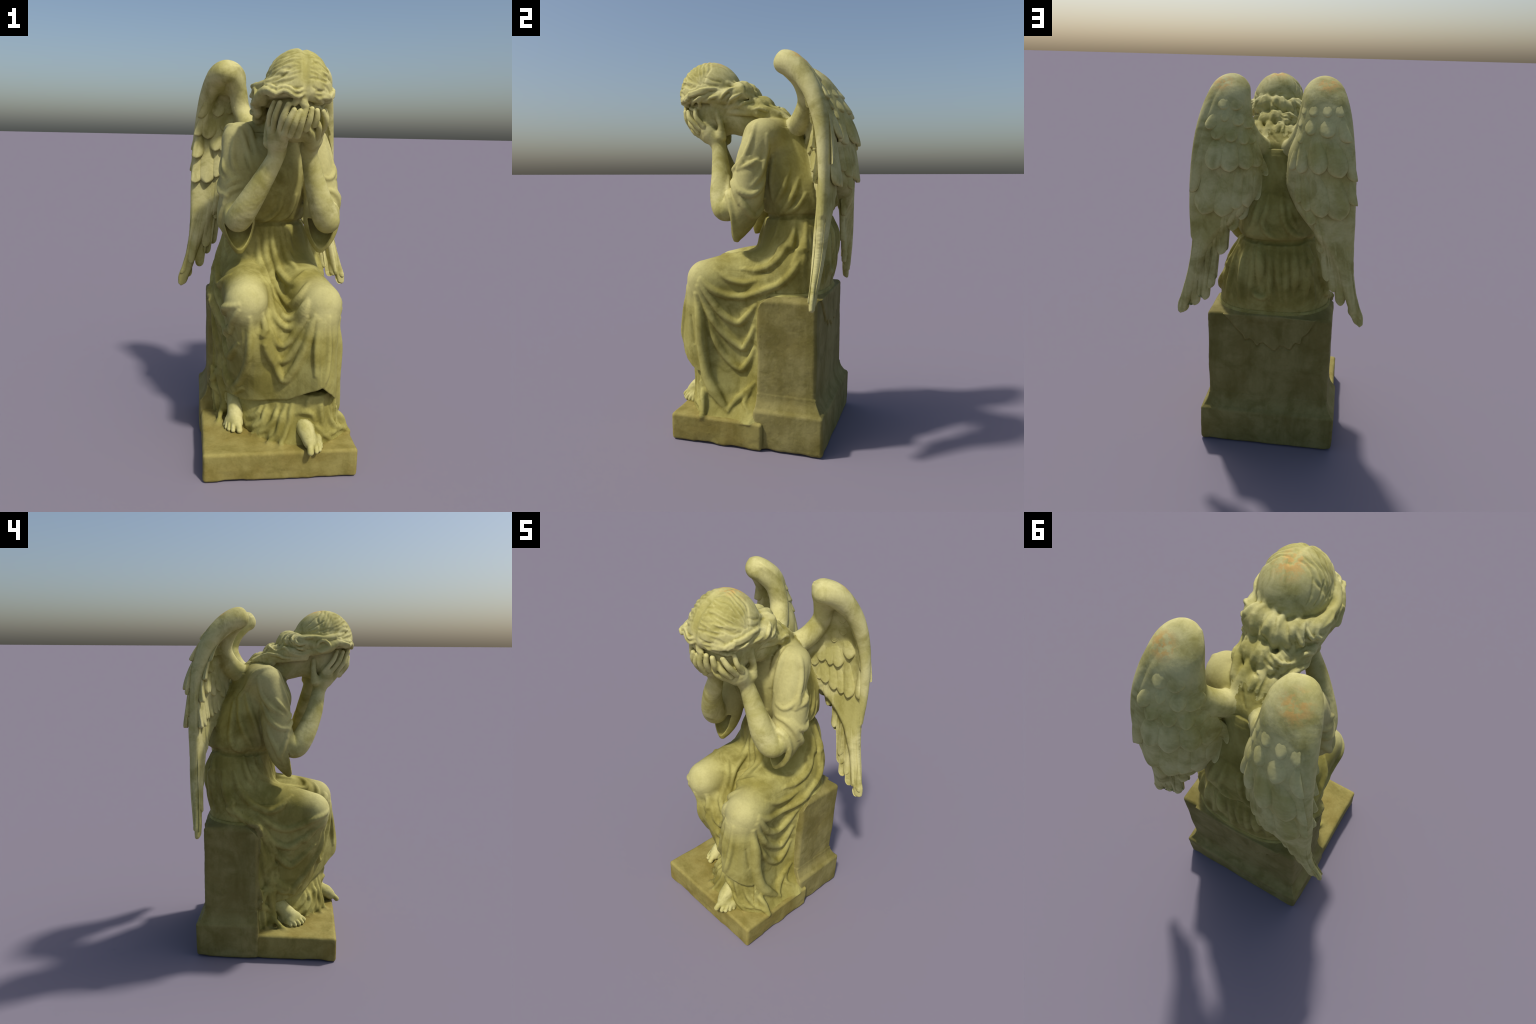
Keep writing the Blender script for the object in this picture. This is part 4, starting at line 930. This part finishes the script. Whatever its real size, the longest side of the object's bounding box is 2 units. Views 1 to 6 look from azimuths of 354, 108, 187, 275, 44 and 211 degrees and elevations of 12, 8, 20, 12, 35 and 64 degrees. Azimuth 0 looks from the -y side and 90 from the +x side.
def feather_mesh(F, side, face, tip, root, hw, ns=15, nt=26):
    """one feather: a long rounded vane, arched across, lifting off the wing toward its tip"""
    tip, root = np.array(tip, float), np.array(root, float)
    root = root + (root - tip) * .30
    top = 1.915 if face > 0 else 1.86
    if root[1] > top:
        root = tip + (root - tip) * max(.5, (top - tip[1]) / (root[1] - tip[1]))
    ax = tip - root
    ln = np.linalg.norm(ax)
    ax /= ln
    pr = np.array([ax[1], -ax[0]])
    t0 = 1 - min(.55, 1.25 * hw / ln)
    t = np.concatenate([np.linspace(0, t0, nt // 2, endpoint=False), t0 + (1 - t0) * np.sin(np.linspace(0, math.pi / 2, nt - nt // 2))])
    w = hw * (.55 + .45 * np.clip(t / t0, 0, 1)**.6) * np.sqrt(np.clip(1 - np.clip((t - t0) / (1 - t0), 0, .9985)**2, 0, 1))
    sv = np.sin(np.linspace(-1, 1, ns) * math.pi / 2)
    T, S = np.meshgrid(t, sv, indexing='ij')
    Wd = np.repeat(w[:, None], ns, 1)
    sag = .04 * ln * np.sin(math.pi * T) * np.sign(side * pr[0] if pr[0] else 1) * 0
    P2 = root + T[..., None] * ln * ax + (S * Wd + sag)[..., None] * pr
    def surf(P2):
        A, z = np.abs(P2[..., 0]), P2[..., 1]
        yc, th, q, e = wing_plate(A, z, side)
        h = th * np.sqrt(np.clip(1 - q * q, .12, 1))
        return yc + face * h
    lim = itab(W_OUT, P2[..., 1]) - edge_shift(P2[..., 1], side) - .018      # stay inside at the leading edge
    P2[..., 0] = side * np.minimum(np.abs(P2[..., 0]), lim)
    d = 6e-3
    gx = (surf(P2 + [d, 0]) - surf(P2 - [d, 0])) / (2 * d)
    gz = (surf(P2 + [0, d]) - surf(P2 - [0, d])) / (2 * d)
    g = np.clip(np.stack([gx, gz], -1), -1.2, 1.2)
    n = np.stack([-g[..., 0] * face, np.full(gx.shape, 1.0 * face), -g[..., 1] * face], -1)
    n /= np.linalg.norm(n, axis=-1, keepdims=True)
    # walk outward from the plate's middle until leaving the carved wing
    yc = wing_plate(np.abs(P2[..., 0]), P2[..., 1], side)[0]
    steps = np.arange(0, .13, .003)
    C = np.stack([np.broadcast_to(P2[..., 0][..., None], yc.shape + (len(steps),)), yc[..., None] + face * steps, np.broadcast_to(P2[..., 1][..., None], yc.shape + (len(steps),))], -1)
    v = F.sample(C.reshape(-1, 3)).reshape(C.shape[:-1])
    out = v > 0
    k = np.argmax(out, -1)
    k1 = np.maximum(k, 1)
    v0 = np.take_along_axis(v, (k1 - 1)[..., None], -1)[..., 0]
    v1 = np.take_along_axis(v, k1[..., None], -1)[..., 0]
    y = yc + face * np.where(k > 0, steps[k1 - 1] + .003 * v0 / (v0 - v1 - 1e-9), .004)
    for _ in range(2):                                   # even out
        y[1:-1, 1:-1] = .5 * y[1:-1, 1:-1] + .125 * (y[:-2, 1:-1] + y[2:, 1:-1] + y[1:-1, :-2] + y[1:-1, 2:])
    P = np.stack([P2[..., 0], y, P2[..., 1]], -1)
    edge = np.maximum(np.abs(S), np.clip((T - t0) / (1 - t0), 0, 1)**2)
    up = min(.034, .75 * hw) * min(1.0, .32 / ln) * min(1.0, max(.35, ln / .15)) * (1 - .45 * np.clip((tip[1] - 1.78) / .10, 0, 1))
    o = -.006 + (up + .006) * T - (.006 + .13 * hw) * S * S - .006 * edge**6 - .0016 * np.exp(-(S / .10)**2) * (1 - T)**.3
    top = P + n * o[..., None]
    bot = P + n * (o - .008 - .006 * (1 - T))[..., None]
    V = np.concatenate([top.reshape(-1, 3), bot.reshape(-1, 3)])
    nt = len(t)
    idx = np.arange(nt * ns).reshape(nt, ns)
    q1 = np.stack([idx[:-1, :-1], idx[1:, :-1], idx[1:, 1:], idx[:-1, 1:]], -1).reshape(-1, 4)
    q2 = q1[:, ::-1] + nt * ns
    ring = np.concatenate([idx[:, 0], idx[-1, 1:], idx[-2::-1, -1], idx[0, -2:0:-1]])
    nx = np.roll(ring, -1)
    q3 = np.stack([nx, ring, ring + nt * ns, nx + nt * ns], -1)
    Q = np.concatenate([q1, q2, q3])
    c = np.cross(top[5, 8] - top[5, 6], top[7, 7] - top[5, 7])
    if c @ n[5, 7] > 0:
        Q = Q[:, ::-1]
    return V, Q


def new_obj(name, me, parent, mat=None):
    ob = bpy.data.objects.new(name, me)
    bpy.context.scene.collection.objects.link(ob)
    ob.parent = parent
    if mat is not None and me is not None:
        me.materials.append(mat)
    return ob

# ------------------------------------------------------------------ materials
def stone(name, light, mid, olive, olive_amount=.5, streak=.0, worn=(), lichen=(), seed=0.0):
    """weathered limestone: cream ground, olive algae in clouds and runs, fine grain,
    optional worn pale spots and orange lichen at given places (x, y, z, radius)"""
    m = bpy.data.materials.new(name); m.use_nodes = True
    nt = m.node_tree; nd, lk = nt.nodes, nt.links
    b = nd['Principled BSDF']
    b.inputs['Roughness'].default_value = .82
    b.inputs['Specular IOR Level'].default_value = .25
    co = nd.new('ShaderNodeTexCoord').outputs['Object']

    def noise(scale, detail=5, stretch=(1, 1, 1), off=0.0, dist=0.0):
        mp = nd.new('ShaderNodeMapping')
        mp.inputs['Scale'].default_value = stretch
        mp.inputs['Location'].default_value = (seed + off, seed * .7, off)
        lk.new(co, mp.inputs['Vector'])
        n = nd.new('ShaderNodeTexNoise')
        n.inputs['Scale'].default_value = scale
        n.inputs['Detail'].default_value = detail
        n.inputs['Roughness'].default_value = .6
        n.inputs['Distortion'].default_value = dist
        lk.new(mp.outputs['Vector'], n.inputs['Vector'])
        return n.outputs['Fac']

    def ramp(fac, lo, hi):
        r = nd.new('ShaderNodeMapRange')
        r.interpolation_type = 'SMOOTHSTEP'
        r.inputs['From Min'].default_value = lo
        r.inputs['From Max'].default_value = hi
        lk.new(fac, r.inputs['Value'])
        return r.outputs['Result']

    def math_(op, a, c):
        n = nd.new('ShaderNodeMath'); n.operation = op
        for i, v in enumerate((a, c)):
            if isinstance(v, (int, float)):
                n.inputs[i].default_value = v
            else:
                lk.new(v, n.inputs[i])
        return n.outputs[0]

    def mix(fac, a, c, mode='MIX'):
        n = nd.new('ShaderNodeMix'); n.data_type = 'RGBA'; n.blend_type = mode
        if isinstance(fac, (int, float)):
            n.inputs['Factor'].default_value = fac
        else:
            lk.new(fac, n.inputs['Factor'])
        for sock, v in ((n.inputs['A'], a), (n.inputs['B'], c)):
            if isinstance(v, tuple):
                sock.default_value = (*v, 1)
            else:
                lk.new(v, sock)
        return n.outputs['Result']

    def spot(x, y, z, r):
        d = nd.new('ShaderNodeVectorMath'); d.operation = 'DISTANCE'
        lk.new(co, d.inputs[0]); d.inputs[1].default_value = (x, y, z)
        return ramp(d.outputs['Value'], r, r * .25)

    col = mix(ramp(noise(5.0, 6, dist=.4), .36, .66), light, mid)
    col = mix(math_('MULTIPLY', ramp(noise(9.0, 7, off=3.1, dist=.6), .42, .72), olive_amount), col, olive)
    if streak:
        col = mix(math_('MULTIPLY', ramp(noise(9.0, 5, (1, 1, .22), off=7.7), .46, .68), streak), col, olive)
    for p in worn:
        f = math_('MULTIPLY', spot(*p), ramp(noise(7.0, 4, off=1.3), .10, .5))
        col = mix(math_('MULTIPLY', f, .62), col, (.58, .54, .245))
    for p in lichen:
        f = math_('MULTIPLY', spot(*p), ramp(noise(38.0, 6, off=5.5), .42, .58))
        col = mix(math_('MULTIPLY', f, .85), col, (.60, .37, .11))
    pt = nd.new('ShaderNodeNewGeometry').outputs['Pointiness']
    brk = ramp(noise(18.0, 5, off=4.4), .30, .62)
    col = mix(math_('MULTIPLY', math_('MULTIPLY', ramp(pt, .500, .465), brk), .70), col, olive)      # moss in furrows, with crease shade painted into the colour
    col = mix(math_('MULTIPLY', math_('MULTIPLY', ramp(pt, .505, .550), brk), .50), col, tuple(min(.8, c * 1.25) for c in light))  # rubbed crests
    grain = ramp(noise(95.0, 4, off=2.2), .25, .75)
    col = mix(.16, col, mix(grain, (.45, .42, .32), (1, 1, 1)), 'MULTIPLY')
    lk.new(col, b.inputs['Base Color'])
    bp = nd.new('ShaderNodeBump')
    bp.inputs['Strength'].default_value = .22
    bp.inputs['Distance'].default_value = .004
    lk.new(noise(70.0, 5, off=9.1), bp.inputs['Height'])
    lk.new(bp.outputs['Normal'], b.inputs['Normal'])
    return m

# ------------------------------------------------------------------ assemble
def main():
    root = bpy.data.objects.new('angel_statue', None)
    bpy.context.scene.collection.objects.link(root)
    root['label'] = 'weathered stone statue of a seated weeping angel'
    root['category'] = 'statue'
    F = build_field()
    V, Q, lab = surface_nets(F)
    V = relax(V, Q)
    N = normals(V, Q)
    base = np.isin(lab, (LAB['pedestal'], LAB['slab']))
    rough = np.where(base, .0011, .0005) * vnoise(V * 18, 1) + np.where(base, .0005, .0003) * vnoise(V * 60, 2) + np.where(base, .0003, .0) * vnoise(V * 150, 3)
    low = base * np.clip(1 - V[:, 2] / .06, 0, 1)
    rough -= low * .008 * np.clip(vnoise(V * 16, 5) + .15, 0, 1)
    V = V + N * rough[:, None]
    V[:, 2] = np.maximum(V[:, 2], 0)
    N = normals(V, Q)
    cream, tan, moss = (.575, .535, .240), (.42, .385, .125), (.225, .200, .036)
    tops = ((.06, -.25, 2.0, .095), (-.25, .25, 1.965, .08), (.26, .26, 1.96, .07))
    knees = ((-.155, -.33, .90, .20), (.205, -.35, .88, .20), (-.20, -.02, 1.62, .26), (.21, .0, 1.60, .26), (-.20, -.06, 1.32, .20), (.24, -.04, 1.34, .22))
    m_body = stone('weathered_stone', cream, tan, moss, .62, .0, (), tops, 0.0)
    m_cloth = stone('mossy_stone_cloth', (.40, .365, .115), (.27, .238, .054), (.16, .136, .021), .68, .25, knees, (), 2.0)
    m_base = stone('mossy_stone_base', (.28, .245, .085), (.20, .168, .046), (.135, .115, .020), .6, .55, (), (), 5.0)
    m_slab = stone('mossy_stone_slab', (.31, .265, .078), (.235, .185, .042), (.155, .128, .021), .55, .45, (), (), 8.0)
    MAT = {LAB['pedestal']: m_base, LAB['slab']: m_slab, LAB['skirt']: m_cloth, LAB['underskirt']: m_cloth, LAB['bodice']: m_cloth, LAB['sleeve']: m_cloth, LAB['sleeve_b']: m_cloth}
    ql = lab[Q]
    fl = np.sort(ql, axis=1)[:, 1]
    names = {}
    for nm, v in LAB.items():
        names[v] = nm.replace('_b', '') if nm.endswith('_b') else nm
    for i in range(10):
        names[LAB['toe'] + i] = 'toe'
    for i in range(12):
        names[LAB['finger'] + i] = 'finger'
    part = {}
    for v in np.unique(fl):
        q = Q[fl == v]
        used = np.unique(q)
        mp = np.zeros(len(V), np.int64); mp[used] = np.arange(len(used))
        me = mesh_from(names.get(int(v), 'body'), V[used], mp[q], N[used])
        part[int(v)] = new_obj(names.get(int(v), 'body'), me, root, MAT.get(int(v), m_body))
    for i in range(12):
        o = part.get(LAB['finger'] + i)
        if o:
            o.parent = part[LAB['hand' if i < 6 else 'hand_b']]
    for i in range(10):
        o = part.get(LAB['toe'] + i)
        if o:
            o.parent = part[LAB['foot' if i < 5 else 'foot_b']]
    for rows, side, face, w in ((FEATHERS_LEFT_BACK, 1, 1, 'wing_b'), (FEATHERS_RIGHT_BACK, -1, 1, 'wing'),
                                (FEATHERS_LEFT_FRONT, 1, -1, 'wing_b'), (FEATHERS_RIGHT_FRONT, -1, -1, 'wing'), (FEATHERS_RIGHT_INNER, -1, -1, 'wing'),
                                ([(-a, b, -c, d, w) for a, b, c, d, w in FEATHERS_RIGHT_INNER], 1, -1, 'wing_b')):
        for tx, tz, rx, rz, hw in rows:
            if tz > (1.86 if face > 0 else 1.79):
                continue
            fv, fq = feather_mesh(F, side, face, (tx, tz), (rx, rz), hw * (1.14 if tz > 1.3 else .85))
            new_obj('feather', mesh_from('feather', fv, fq), part[LAB[w]], m_body)
main()
